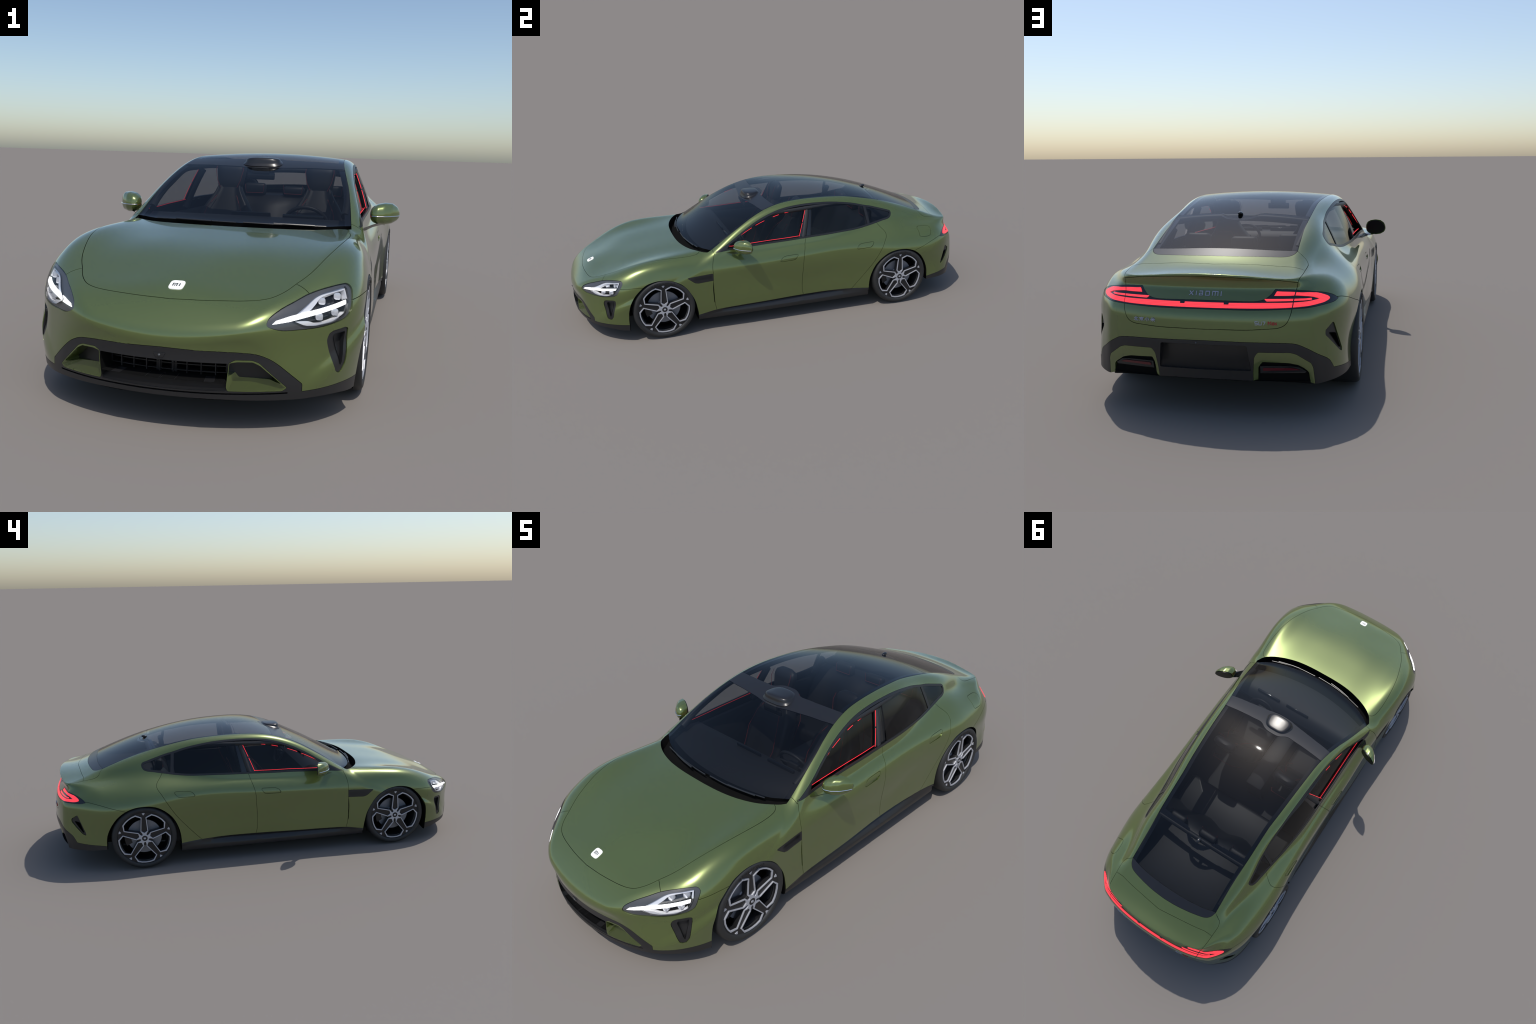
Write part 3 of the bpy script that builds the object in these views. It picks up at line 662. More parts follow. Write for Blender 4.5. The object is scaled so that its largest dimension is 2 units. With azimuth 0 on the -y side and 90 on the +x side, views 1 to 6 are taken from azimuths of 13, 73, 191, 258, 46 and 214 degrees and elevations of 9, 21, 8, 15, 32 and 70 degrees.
def whole(name, names, mat, parent=car, **kw):
    a = panel_arrays(names, **kw); V, N, T = weld(join_arrays(a, mirror_arrays(a)))
    return link(bpy.data.objects.new(name, raw_mesh(name, V, T, M[mat], N)), parent)
def pair(name, names, mat, parent=car, **kw):
    a = panel_arrays(names, **kw); out = []
    par = parent if isinstance(parent, (list, tuple)) else (parent, parent)
    for q, p in ((a, par[0]), (mirror_arrays(a), par[1])):
        V, N, T = q; out.append(link(bpy.data.objects.new(name, raw_mesh(name, V, T, M[mat], N)), p))
    return out
def single(name, names, mat, parent=car, **kw):
    V, N, T = panel_arrays(names, **kw)
    return link(bpy.data.objects.new(name, raw_mesh(name, V, T, M[mat], N)), parent)

def bm_obj(name, bm, mat, parent=car, smooth=True, angle=None):
    bmesh.ops.recalc_face_normals(bm, faces=bm.faces)
    me = bpy.data.meshes.new(name); bm.to_mesh(me); bm.free(); me.materials.append(M[mat])
    if smooth:
        me.polygons.foreach_set('use_smooth', np.ones(len(me.polygons), bool))
        if angle: me.set_sharp_from_angle(angle=math.radians(angle))
    return link(bpy.data.objects.new(name, me), parent)

def prism(poly, z0, z1, bevel=0.):
    """closed bmesh prism from a 2d outline, z0..z1"""
    bm = bmesh.new(); vs = [bm.verts.new((p[0], p[1], z0)) for p in poly]; f = bm.faces.new(vs)
    r = bmesh.ops.extrude_face_region(bm, geom=[f]); bmesh.ops.translate(bm, verts=[v for v in r['geom'] if isinstance(v, bmesh.types.BMVert)], vec=(0, 0, z1-z0))
    if bevel:
        bmesh.ops.bevel(bm, geom=[e for e in bm.edges], offset=bevel, segments=2, affect='EDGES', profile=.6)
    return bm
def box(name, lo, hi, mat, parent=car, bevel=.004, seg=2, shape=None):
    bm = bmesh.new(); bmesh.ops.create_cube(bm, size=1)
    lo = np.array(lo, float); hi = np.array(hi, float)
    for v in bm.verts: v.co = Vector(lo+(np.array(v.co)+.5)*(hi-lo))
    if shape: 
        for v in bm.verts: v.co = Vector(shape(np.array(v.co)))
    if bevel: bmesh.ops.bevel(bm, geom=list(bm.edges), offset=bevel, segments=seg, affect='EDGES', profile=.5)
    return bm_obj(name, bm, mat, parent, angle=40)
def tube(name, pts, r, mat, parent=car, closed=False, seg=8, radii=None):
    """round bar swept along points"""
    P = np.asarray(pts, float); n = len(P); bm = bmesh.new(); rings = []
    up = np.array([0, 0, 1.])
    for i in range(n):
        a = P[(i-1) % n] if closed or i > 0 else P[i]; b = P[(i+1) % n] if closed or i < n-1 else P[i]
        d = b-a; d /= np.linalg.norm(d); s = np.cross(d, up)
        if np.linalg.norm(s) < 1e-3: s = np.cross(d, [1, 0, 0])
        s /= np.linalg.norm(s); w = np.cross(s, d); rr = r if radii is None else radii[i]
        rings.append([bm.verts.new(Vector(P[i]+rr*(math.cos(t)*s+math.sin(t)*w))) for t in np.linspace(0, 2*math.pi, seg, endpoint=False)])
    for i in range(n if closed else n-1):
        A, B = rings[i], rings[(i+1) % n]
        for j in range(seg): bm.faces.new((A[j], A[(j+1) % seg], B[(j+1) % seg], B[j]))
    if not closed: bm.faces.new(rings[0][::-1]); bm.faces.new(rings[-1])
    return bm_obj(name, bm, mat, parent, angle=50)
def lathe(name, prof, mat, parent, seg=72, axis='x', closed=False):
    """profile (axial, radius) turned about the x axis"""
    bm = bmesh.new(); rings = []
    for t in np.linspace(0, 2*math.pi, seg, endpoint=False):
        rings.append([bm.verts.new((a, r*math.cos(t), r*math.sin(t))) for a, r in prof])
    m = len(prof)
    for i in range(seg):
        A, B = rings[i], rings[(i+1) % seg]
        for j in range(m if closed else m-1):
            k = (j+1) % m
            if prof[j][1] < 1e-6 and prof[k][1] < 1e-6: continue
            try: bm.faces.new((A[j], A[k], B[k], B[j]))
            except ValueError: pass
    bmesh.ops.remove_doubles(bm, verts=bm.verts, dist=1e-6)
    return bm_obj(name, bm, mat, parent, angle=35)
def mirrored_copy(o, parent=None):
    """the same part on the other side of the car"""
    me = o.data.copy(); me.transform(Matrix.Scale(-1, 4, (1, 0, 0))); me.flip_normals()
    return link(bpy.data.objects.new(o.name.split('.')[0], me), parent or o.parent)
def join(name, objs, parent=car):
    """merge helper objects into one mesh that keeps their materials"""
    bm = bmesh.new(); mats = []
    for o in objs:
        off = len(mats); me = o.data
        for m in me.materials:
            mats.append(m)
        n = len(bm.faces); tmp = me.copy(); tmp.transform(o.matrix_basis); bm.from_mesh(tmp); bpy.data.meshes.remove(tmp)
        bm.faces.ensure_lookup_table()
        for f in bm.faces[n:]: f.material_index += off
    uniq = []; 
    for m in mats:
        if m not in uniq: uniq.append(m)
    for f in bm.faces: f.material_index = uniq.index(mats[f.material_index])
    me = bpy.data.meshes.new(name); bm.to_mesh(me); bm.free()
    for m in uniq: me.materials.append(m)
    for o in objs: bpy.data.objects.remove(o)
    return link(bpy.data.objects.new(name, me), parent)

# =====================================================================
#  painted panels
# =====================================================================
G = .0008
whole('hood', 'hood', 'paint', gap=G)
whole('front_bumper', 'front_bumper', 'paint', gap=G)
pair('front_fender', 'front_fender', 'paint', gap=G)
fdoors = pair('front_door', 'front_door', 'paint', gap=G)
rdoors = pair('rear_door', 'rear_door', 'paint', gap=G)
whole('trunk_lid', 'trunk_lid', 'paint', gap=G)
whole('rear_spoiler', 'spoiler', 'paint', gap=G)
whole('rear_bumper', 'rear_bumper', 'paint', gap=G)
qp = panel_arrays(['quarter_panel'], gap=G); qpf = panel_arrays(['quarter_panel', 'fuel_flap'], gap=G)
for q in (qp, mirror_arrays(qpf)):
    link(bpy.data.objects.new('quarter_panel', raw_mesh('quarter_panel', q[0], q[2], M['paint'], q[1])), car)
single('fuel_flap', 'fuel_flap', 'paint', gap=G)
for nm, doors in (('handle_front', fdoors), ('handle_rear', rdoors)):
    zc = .3155 if nm == 'handle_front' else .331
    pair('door_handle', nm, 'paint', parent=doors, gap=.0007,
         tilt_fn=lambda V, zc=zc: -.0045*np.clip((zc+.002-V[:, 2])/.006, 0, 1)*np.clip((V[:, 2]-zc+.012)/.004, .25, 1))

# dark backing shell added behind the panels: darkens shut lines, stops light leaks
cv, cn, ct = coarse
hide = np.zeros(len(cv), bool)
for k, mg in (('canopy', .003), ('pane', .004), ('headlamp', .002), ('grille', .002), ('duct', .003), ('chin', .003), ('corner_vent', .002), ('rear_vent', .002), ('fender_vent', .002), ('rear_duct', .002), ('plate', .002), ('arch_front', .002), ('arch_rear', .002), ('bottom_front', .003), ('bottom_rear', .003)):
    hide |= R[k](cv) < mg
hide |= (R['sill'](cv) < .003)
tt = ct[~hide[ct].any(1)]; u = np.unique(tt); re = np.full(len(cv), -1); re[u] = np.arange(len(u))
a = (np.where(cv[u][:, :1] < 1e-6, [0, 1, 1], [1, 1, 1])*(cv[u]-cn[u]*.0075), cn[u], re[tt])
V, N, T = weld(join_arrays(a, mirror_arrays(a)))
link(bpy.data.objects.new('body_structure', raw_mesh('body_structure', V, T, M['dark'], N)), car)

# =====================================================================
#  glass and trims
# =====================================================================
def recess(name, names, mat, depth, pairwise=True, parent=car, wall_mat=None, tilt_fn=None, **kw):
    """floor of a hollow, with walls rising to the skin"""
    f = panel_arrays(names, offset=-depth, wall=0, tilt_fn=tilt_fn, **kw)
    V, N, T = f; B = boundary(T); on0 = (V[B[:, 0], 0] < 1e-6) & (V[B[:, 1], 0] < 1e-6); B = B[~on0]
    s = panel_arrays(names, offset=0., wall=0, **kw)[0]
    b = np.unique(B); k = np.full(len(V), -1); k[b] = np.arange(len(b)); n0 = len(V); nb = len(b)
    W = np.concatenate([V[b], s[b]]); e = V[B[:, 1]]-V[B[:, 0]]; wn = np.zeros_like(V); o = -np.cross(e, N[B[:, 0]])
    for j in (0, 1): np.add.at(wn, B[:, j], o)
    wn = wn[b]/np.maximum(np.linalg.norm(wn[b], axis=1), 1e-9)[:, None]
    i0, i1 = k[B[:, 0]]+n0, k[B[:, 1]]+n0
    T2 = np.concatenate([T, np.stack([i0, i0+nb, i1], 1), np.stack([i1, i0+nb, i1+nb], 1)])
    a = (np.concatenate([V, W]), np.concatenate([N, wn, wn]), T2)
    # walls face into the hollow
    if pairwise:
        par = parent if isinstance(parent, (list, tuple)) else (parent, parent)
        return [link(bpy.data.objects.new(name, raw_mesh(name, q[0], q[2], M[mat], q[1])), p) for q, p in ((a, par[0]), (mirror_arrays(a), par[1]))]
    V, N, T = weld(join_arrays(a, mirror_arrays(a)))
    return link(bpy.data.objects.new(name, raw_mesh(name, V, T, M[mat], N)), parent)

cowl_slope = lambda V: -.016-.020*np.clip((np.interp(V[:, 0], [0, .108, .2, .268, .33], [-.447, -.443, -.423, -.394, -.352])-V[:, 1])/.035, 0, 1)
recess('cowl_panel', 'cowl_panel', 'dark', .012, False, tilt_fn=cowl_slope)  # near-black colour stands in for the shade behind the hood edge
whole('windshield', 'windshield', 'glass', gap=.0003, wall=.003)
whole('sensor_band', 'sensor_band', 'band', wall=.003)
whole('roof_glass', 'roof_glass', 'glass', gap=.0006, wall=.003)
whole('rear_window', 'rear_window', 'glass', gap=.0006, wall=.003)
whole('rear_glass_trim', 'rear_glass_trim', 'band', gap=.0004, wall=.003)
frit = can_sel & ~I['canopy_in'] | can_sel & (np.abs(R['joint'](skin.V[skin.T].mean(1))) < .012)
whole('glass_border', [frit & np.isin(part, ['windshield', 'roof_glass', 'rear_window'])], 'gloss_black', offset=-.0035, wall=0)
pair('front_door_window', 'front_door_window', 'privacy', parent=fdoors, offset=-.016, gap=-.003, wall=0)
pair('rear_door_window', 'rear_door_window', 'privacy', parent=rdoors, offset=-.0015, gap=-.001, wall=0)
pair('quarter_window', 'quarter_window', 'privacy', offset=-.0015, gap=-.001, wall=0)
pair('pillar_cover', 'pillar_cover', 'gloss_black', offset=-.009, gap=-.001, wall=.003)
pair('window_trim', 'window_trim', 'black', offset=.0004, wall=.005)

# =====================================================================
#  lower trims and openings
# =====================================================================
whole('front_mask', 'front_mask', 'black', gap=.0003, wall=.01)
whole('lip_shadow_strip', 'lip_shadow_strip', 'dark', offset=-.006, wall=0)
recess('grille_well', 'grille', 'dark', .07, False)
recess('front_chin', 'chin', 'black', .03, False, tilt_fn=lambda V: -.0005-.034*np.clip((V[:, 2]-.0935)/.020, 0, 1))
pair('duct_frame', 'duct_frame', 'paint', gap=.0004, wall=.036,
     tilt_fn=lambda V: -.036*np.clip(-(sdf(V[:, [0, 2]], R['duct'].poly)+.0015)/.015, 0, 1)*np.clip((.136-V[:, 2])/.012, 0, 1))
pair('duct_panel', 'duct_panel', 'black', offset=-.0375, gap=-.006, wall=0)
recess('corner_vent_throat', 'corner_vent_throat', 'black', .011)
pair('corner_vent', 'corner_vent', 'black', offset=-.002, wall=.008)
pair('fender_vent', 'fender_vent', 'black', tilt_fn=lambda V: .0005-.011*np.clip(1.3-np.abs(V[:, 2]-.271)/.010, 0, 1)*np.clip((V[:, 1]+.47)/.03, 0, 1)*np.clip((-.372-V[:, 1])/.006, 0, 1), wall=.006)
pair('fender_slot', 'fender_slot', 'dark', offset=-.004, wall=0)
recess('rear_vent_throat', 'rear_vent_throat', 'dark', .018)
pair('rear_vent', 'rear_vent', 'black', offset=-.003, wall=.008)
whole('diffuser', 'diffuser', 'black', gap=.0003, wall=.012)
recess('plate_recess', 'plate_recess', 'black', .026, False, tilt_fn=lambda V: -.004-.024*np.clip((.140-.128*0+.0115-np.abs(V[:, 0])*.0-0)/.01, 0, 1)*np.clip((.127-V[:, 0])/.012, 0, 1)*np.clip((V[:, 2]-.139)/.022, 0, 1)*np.clip((.214-V[:, 2])/.006, 0, 1))
pair('rear_duct_frame', 'rear_duct_frame', 'paint', gap=.0004, wall=.012,
     tilt_fn=lambda V: -.016*np.clip(-sdf(V[:, [0, 2]], R['rear_duct'].poly)/.022, 0, 1))
pair('rear_duct_panel', 'rear_duct_panel', 'dark', gap=-.003, wall=0, tilt_fn=lambda V: -.006-.0125*np.clip((V[:, 2]-.098)/.035, 0, 1))

def on_skin(pts, off=0.):
    P, N = settle(np.asarray(pts, float), 4); return P+N*off
# grille bars behind the mouth
bars = []
front_tab = {}
def front_y(x, z):
    if z not in front_tab:
        xs = np.linspace(0, .15, 16); front_tab[z] = (xs, on_skin([(q, -.99, z) for q in xs])[:, 1])
    return float(np.interp(abs(x), *front_tab[z]))
for x in np.linspace(-.135, .135, 10):
    if abs(x) < .01: continue
    y = front_y(x, .132)+.040
    bars.append(box('grille_bar', (x-.0012, y, .106), (x+.0012, y+.012, .158), 'black', bevel=0))
for z in (.120, .1335, .147):
    P = np.array([(x, front_y(x, z)+.042, z) for x in np.linspace(-.14, .14, 15)])
    bm = bmesh.new(); top = []
    for q in P:
        top.append([bm.verts.new(q+np.array(d)) for d in ((0, 0, .001), (0, .014, .0022), (0, .014, -.0002), (0, 0, -.001))])
    for a, b in zip(top[:-1], top[1:]):
        for j in range(4): bm.faces.new((a[j], a[(j+1) % 4], b[(j+1) % 4], b[j]))
    bars.append(bm_obj('grille_slat', bm, 'black', angle=30))
bars.append(box('grille_plate', (-.024, front_y(0, .13)+.044, .108), (-.012, front_y(0, .13)+.054, .154), 'black', bevel=.001))
bars.append(box('grille_plate', (.010, front_y(0, .13)+.044, .108), (.022, front_y(0, .13)+.054, .154), 'black', bevel=.001))
gr = join('grille', bars); gr['kind'] = 'stuff'
# parking camera above the mouth
cp = on_skin([(0, -1.0, .1625)])[0]
bm = prism([(-.013, .0045), (.013, .0045), (.008, -.005), (-.008, -.005)], 0, .002, .0004); bm.transform(Matrix.Translation((0, cp[1]+.0005, cp[2])) @ Matrix.Rotation(math.pi/2, 4, 'X'))
cam = bm_obj('parking_camera', bm, 'gloss_black', angle=40)
bm = bmesh.new(); bmesh.ops.create_uvsphere(bm, u_segments=16, v_segments=8, radius=.0028); bmesh.ops.translate(bm, verts=bm.verts, vec=(0, cp[1]-.002, cp[2])); bm_obj('camera_lens', bm, 'lamp_grey', cam)

# side skirts: a groove under the doors, then a blade that flares out
def loft(name, sections, mat, parent=car, closed=False, angle=35):
    bm = bmesh.new(); rows = [[bm.verts.new(p) for p in s] for s in sections]; n = len(rows[0])
    for a, b in zip(rows[:-1], rows[1:]):
        for j in range(n if closed else n-1): bm.faces.new((a[j], a[(j+1) % n], b[(j+1) % n], b[j]))
    return bm_obj(name, bm, mat, parent, angle=angle)
ys = np.linspace(-.4435, .4335, 60); sk = smooth_chain(SILL)
zs_sill = np.interp(ys, sk[:, 0], sk[:, 1]); xs_sill = on_skin([(.37, y, z) for y, z in zip(ys, zs_sill)])[:, 0]
secs = []
for y, zt, xt in zip(ys, zs_sill, xs_sill):
    e = np.clip(1-max((-.30-y)/.14, (y-.20)/.16, 0), 0, 1)          # blade fades out at both ends
    xo = np.interp(y, [-.4435, -.2, .1, .4335], [.379, .383, .382, .381])
    zb = .0595
    secs.append([(xt-.004, y, zt+.004), (xt-.0015, y, zt), (xt-.001-.007*e, y, zt-.010), (xo-.001, y, .088-.002*e), (xo, y, .080), (xo-.004, y, zb+.004), (xo-.010, y, zb), (xo-.05, y, zb-.002), (.28, y, zb)])
s1 = loft('side_skirt', secs, 'black')
mirrored_copy(s1)

# wheel housings
for (c0, half_w), key in (((-.6045, .1615), 'arch_front'), ((.599, .166), 'arch_rear')):
    pol = R[key].poly; rim = pol[pol[:, 1] > np.where(pol[:, 0] < c0, .062 if c0 > 0 else .047, .102 if c0 > 0 else .055)]
    lim = rim
    outer = on_skin([(.385, y, max(z, .06)) for y, z in lim]); outer[:, 1] = lim[:, 0]; outer[:, 2] = lim[:, 1]
    secs = []
    for o in outer: secs.append([(o[0]-.002, o[1], o[2]), (o[0]-.012, o[1]+(c0-o[1])*.02, o[2]-.001), (.30, c0+(o[1]-c0)*1.04, o[2]+(.012 if o[2] > .15 else .0)), (.215, c0+(o[1]-c0)*1.04, o[2]+(.012 if o[2] > .15 else .0))])
    w = loft('wheel_housing', secs, 'dark'); mirrored_copy(w)
    bm = bmesh.new(); bm.faces.new([bm.verts.new(s[3]) for s in secs]); q = bm_obj('wheel_housing_wall', bm, 'dark'); mirrored_copy(q)

# underbody
ub = [box('u', (-.335, -.44, .060), (.335, .43, .075), 'dark', bevel=.002),
      box('u', (-.215, -.78, .072), (.215, -.42, .085), 'dark', bevel=.002), box('u', (-.215, .42, .075), (.215, .78, .09), 'dark', bevel=.002)]
def pan(y0, y1, zf):
    secs = []
    for y in np.linspace(y0, y1, 24):
        z = zf(y)
        P = [(xx, y, z) for xx in np.linspace(0, .37, 150)]; f = body(np.array(P)+[0, 0, .012]); xi = max([p[0] for p, v in zip(P, f) if v < 0] or [.01])*.95
        secs.append([(-xi, y, z), (-xi*.5, y, z), (0, y, z), (xi*.5, y, z), (xi, y, z)])
    return loft('u', secs, 'dark')
ub.append(pan(-.985, -.762, lambda y: np.interp(y, [-.99, -.88, -.76], [.0745, .0695, .0595])))
ub.append(pan(.762, .98, lambda y: np.interp(y, [.76, .9, .98], [.1030, .1035, .1115])))
join('underbody', ub)

# =====================================================================
#  headlamps
# =====================================================================
lamps = pair('headlamp', 'headlamp', 'lampglass', wall=0)
lampsel = part == 'headlamp'
bowl = I['lamp_bowl'] & lampsel
def lit(name, sel, mat, off, wall, parents=lamps): return pair(name, [sel], mat, parent=parents, offset=off, wall=wall)
lit('lamp_bezel', lampsel & ~bowl & ~I['drl'], 'lamp_grey', -.004, .004)
recess('lamp_bowl', [bowl], 'gloss_black', .030, True, parent=lamps)
lit('daytime_light', I['drl'] & lampsel, 'white_light', -.0025, .006)
lit('lamp_reflector', I['swoosh_up'] & lampsel & ~I['drl'], 'reflector', -.005, .012)
lit('lamp_reflector', I['swoosh_lo'] & lampsel & ~I['drl'], 'reflector', -.005, .012)
for c in LENSES:
    P, N = settle(np.array([c]), 4); p, n = P[0], N[0]
    u = np.cross([0, 0, 1.], n); u /= np.linalg.norm(u); w = np.cross(n, u)
    fwd = np.array([.25, -.96, .1]); fwd /= np.linalg.norm(fwd); u = np.cross([0, 0, 1.], fwd); u /= np.linalg.norm(u); w = np.cross(fwd, u)
    s = .0078; bm = prism(rounded([(-s, -s*.9), (s, -s), (s*.95, s*.9), (-s, s)], .35), 0, .016, .0012)
    Mx = Matrix(((u[0], w[0], fwd[0], 0), (u[1], w[1], fwd[1], 0), (u[2], w[2], fwd[2], 0), (0, 0, 0, 1)))
    bm.transform(Matrix.Translation(Vector(p-n*.012-fwd*.012)) @ Mx); l = bm_obj('lamp_lens', bm, 'lens', lamps[0], angle=35); mirrored_copy(l, lamps[1])

# =====================================================================
#  tail lamps and rear marks
# =====================================================================
tl = whole('tail_lamp', 'tail_lamp', 'gloss_black', offset=-.0005, wall=.004)
tsel = part == 'tail_lamp'; notch = I['tail_notch'] | I['tail_notch2'] | (I['seam_out'] & ~I['seam_in'])
whole('tail_light_band', [I['tail_red'] & tsel & ~notch], 'red_light', parent=tl, offset=.0012, wall=.003)
pair('tail_light_bar', [I['tail_bar'] & tsel & ~I['tail_red'] & ~notch], 'red_light', parent=tl, offset=.001, wall=.003)
def strokes(name, segs, mat, x0, z0, sx, sz, w, y0, parent):
    """lettering built from straight pen strokes; x runs to the reader's right (-x on the tail)"""
    quads = []
    for a, b in segs:
        a = np.array([x0-a[0]*sx, z0+a[1]*sz]); b = np.array([x0-b[0]*sx, z0+b[1]*sz]); d = b-a; d /= np.linalg.norm(d); n = np.array([-d[1], d[0]])*w/2; d = d*w/2*.6
        quads += [a-d+n, b+d+n, b+d-n, a-d-n]
    P = on_skin([(x, y0, z) for x, z in quads]).reshape(-1, 4, 3); bm = bmesh.new()
    for i, q in enumerate(P):
        d = np.array([0, .0016+.00004*(i % 7), 0])
        t = [bm.verts.new(p+d) for p in q]; b = [bm.verts.new(p-np.array([0, .001, 0])) for p in q]; bm.faces.new(t); bm.faces.new(b[::-1])
        for j in range(4): bm.faces.new((t[j], b[j], b[(j+1) % 4], t[(j+1) % 4]))
    return bm_obj(name, bm, mat, parent, smooth=False)
WORD = [((0, 0), (.8, 1)), ((0, 1), (.8, 0)), ((1.5, 0), (1.5, 1)),
        ((2.2, 1), (2.9, 1)), ((2.9, 1), (2.9, 0)), ((2.2, 0), (2.9, 0)), ((2.2, 0), (2.2, .5)), ((2.2, .5), (2.9, .5)),
        ((3.6, 0), (3.6, 1)), ((3.6, 1), (4.4, 1)), ((4.4, 1), (4.4, 0)), ((4.4, 0), (3.6, 0)),
        ((5.1, 0), (5.1, 1)), ((5.1, 1), (6.3, 1)), ((6.3, 1), (6.3, 0)), ((5.7, 0), (5.7, 1)), ((7.0, 0), (7.0, 1))]
strokes('wordmark_lettering', WORD, 'letter', .0445, .3415, .0885/7., .0112, .0021, .965, car)
def glyphs(lst, adv=1.25):
    out = []
    for i, g in enumerate(lst): out += [((a[0]+i*adv, a[1]), (b[0]+i*adv, b[1])) for a, b in g]
    return out
NORTH = [((.35, 0), (.35, 1)), ((.05, .65), (.35, .65)), ((0, .2), (.35, .3)), ((.6, 1), (.6, .1)), ((.6, .1), (1, .1)), ((1, .1), (1, .25)), ((.6, .6), (.95, .75))]
CAPITAL = [((.5, 1), (.5, .82)), ((0, .82), (1, .82)), ((.2, .66), (.8, .66)), ((.2, .66), (.2, .42)), ((.8, .66), (.8, .42)), ((.2, .42), (.8, .42)), ((.5, .42), (.5, 0)), ((.25, .28), (.08, .05)), ((.75, .28), (.92, .05))]
SMALL = [((.5, 1), (.5, 0)), ((.25, .7), (.05, .2)), ((.75, .7), (.95, .2))]
RICE = [((0, .5), (1, .5)), ((.5, 1), (.5, 0)), ((.2, .9), (.32, .65)), ((.8, .9), (.68, .65)), ((.45, .45), (.08, .05)), ((.55, .45), (.92, .05))]
strokes('place_lettering', glyphs([NORTH, CAPITAL, SMALL, RICE]), 'letter', .2025, .2675, .0675/4.75, .0105, .0014, .985, car)
S_, U_, S7 = [((.8, 1), (0, 1)), ((0, 1), (0, .5)), ((0, .5), (.8, .5)), ((.8, .5), (.8, 0)), ((.8, 0), (0, 0))], [((0, 1), (0, 0)), ((0, 0), (.8, 0)), ((.8, 0), (.8, 1))], [((0, 1), (.8, 1)), ((.8, 1), (.3, 0))]
strokes('model_lettering', glyphs([S_, U_, S7], 1.25), 'letter', -.1415, .2690, .0275/3.3, .0085, .0016, .985, car)
MM, AA, XX = [((0, 0), (0, 1)), ((0, 1), (.45, .45)), ((.45, .45), (.9, 1)), ((.9, 1), (.9, 0))], [((.1, .7), (.65, .7)), ((.65, .7), (.65, 0)), ((.65, 0), (.05, 0)), ((.05, 0), (.05, .38)), ((.05, .38), (.65, .38))], [((0, 0), (.6, .7)), ((0, .7), (.6, 0))]
strokes('trim_lettering', [((a[0], a[1]), (b[0], b[1])) for a, b in MM]+[((a[0]+1.25, a[1]), (b[0]+1.25, b[1])) for a, b in AA]+[((a[0]+2.2, a[1]), (b[0]+2.2, b[1])) for a, b in XX], 'letter_red', -.1765, .2690, .0230/2.8, .0085, .0018, .982, car)
# reflectors and number-plate panel
for s in (1, -1):
    pts = [(.158*s, .1485), (.236*s, .1445), (.249*s, .1415), (.260*s, .1365), (.158*s, .1400)]
    P = on_skin([(abs(x), .97, z) for x, z in pts]); P[:, 0] *= s
    bm = bmesh.new(); bm.faces.new([bm.verts.new(p+np.array([0, -.0065, 0])) for p in P]); r = bmesh.ops.extrude_face_region(bm, geom=list(bm.faces)); bmesh.ops.translate(bm, verts=[v for v in r['geom'] if isinstance(v, bmesh.types.BMVert)], vec=(0, -.006, 0))
    bm_obj('rear_reflector', bm, 'red_reflector', smooth=False)
    pts = [(.150*s, .1540), (.230*s, .1500), (.256*s, .1445), (.279*s, .130), (.275*s, .126), (.150*s, .132)]
    P = on_skin([(abs(x), .97, z) for x, z in pts]); P[:, 0] *= s
    bm = bmesh.new(); bm.faces.new([bm.verts.new(p+np.array([0, -.0085, 0])) for p in P]); r = bmesh.ops.extrude_face_region(bm, geom=list(bm.faces)); bmesh.ops.translate(bm, verts=[v for v in r['geom'] if isinstance(v, bmesh.types.BMVert)], vec=(0, -.016, 0))
    bm_obj('reflector_housing', bm, 'black', smooth=False)
yp = on_skin([(.0, 1.0, .18)])[0][1]
bm = bmesh.new(); bmesh.ops.create_uvsphere(bm, u_segments=12, v_segments=8, radius=.0026); q = on_skin([(0.018, 1.0, .2165)])[0]; bmesh.ops.translate(bm, verts=bm.verts, vec=q); bm_obj('rear_camera', bm, 'lamp_grey')

# emblem on the hood: rounded square with a two-letter mark
P, N = settle(np.array([[0., -.896, .287]]), 4); p, n = P[0], N[0]
u = np.array([1., 0, 0]); w = np.cross(n, u); Mx = Matrix(((u[0], w[0], n[0], p[0]), (u[1], w[1], n[1], p[1]), (u[2], w[2], n[2], p[2]), (0, 0, 0, 1)))
a = .0165
sq = [(a*np.sign(math.cos(t))*abs(math.cos(t))**.5, a*np.sign(math.sin(t))*abs(math.sin(t))**.5) for t in np.linspace(0, 2*math.pi, 64, endpoint=False)]
bm = prism(sq, -.002, .0014, 0); bm.transform(Mx); em = bm_obj('emblem', bm, 'white', angle=40)
mk = []
for (x0, z0, x1, z1) in [(-.0098, -.0055, -.0070, .0055), (-.0098, .0028, .0018, .0055), (-.0010, -.0055, .0018, .0055), (-.0052, -.0055, -.0028, .0010), (.0050, -.0055, .0078, .0055)]:
    bm = prism([(x0, z0), (x1, z0), (x1, z1), (x0, z1)], .001, .0019, 0); bm.transform(Mx); mk.append(bm_obj('m', bm, 'emblem_grey', smooth=False))
join('emblem_mark', mk, em)

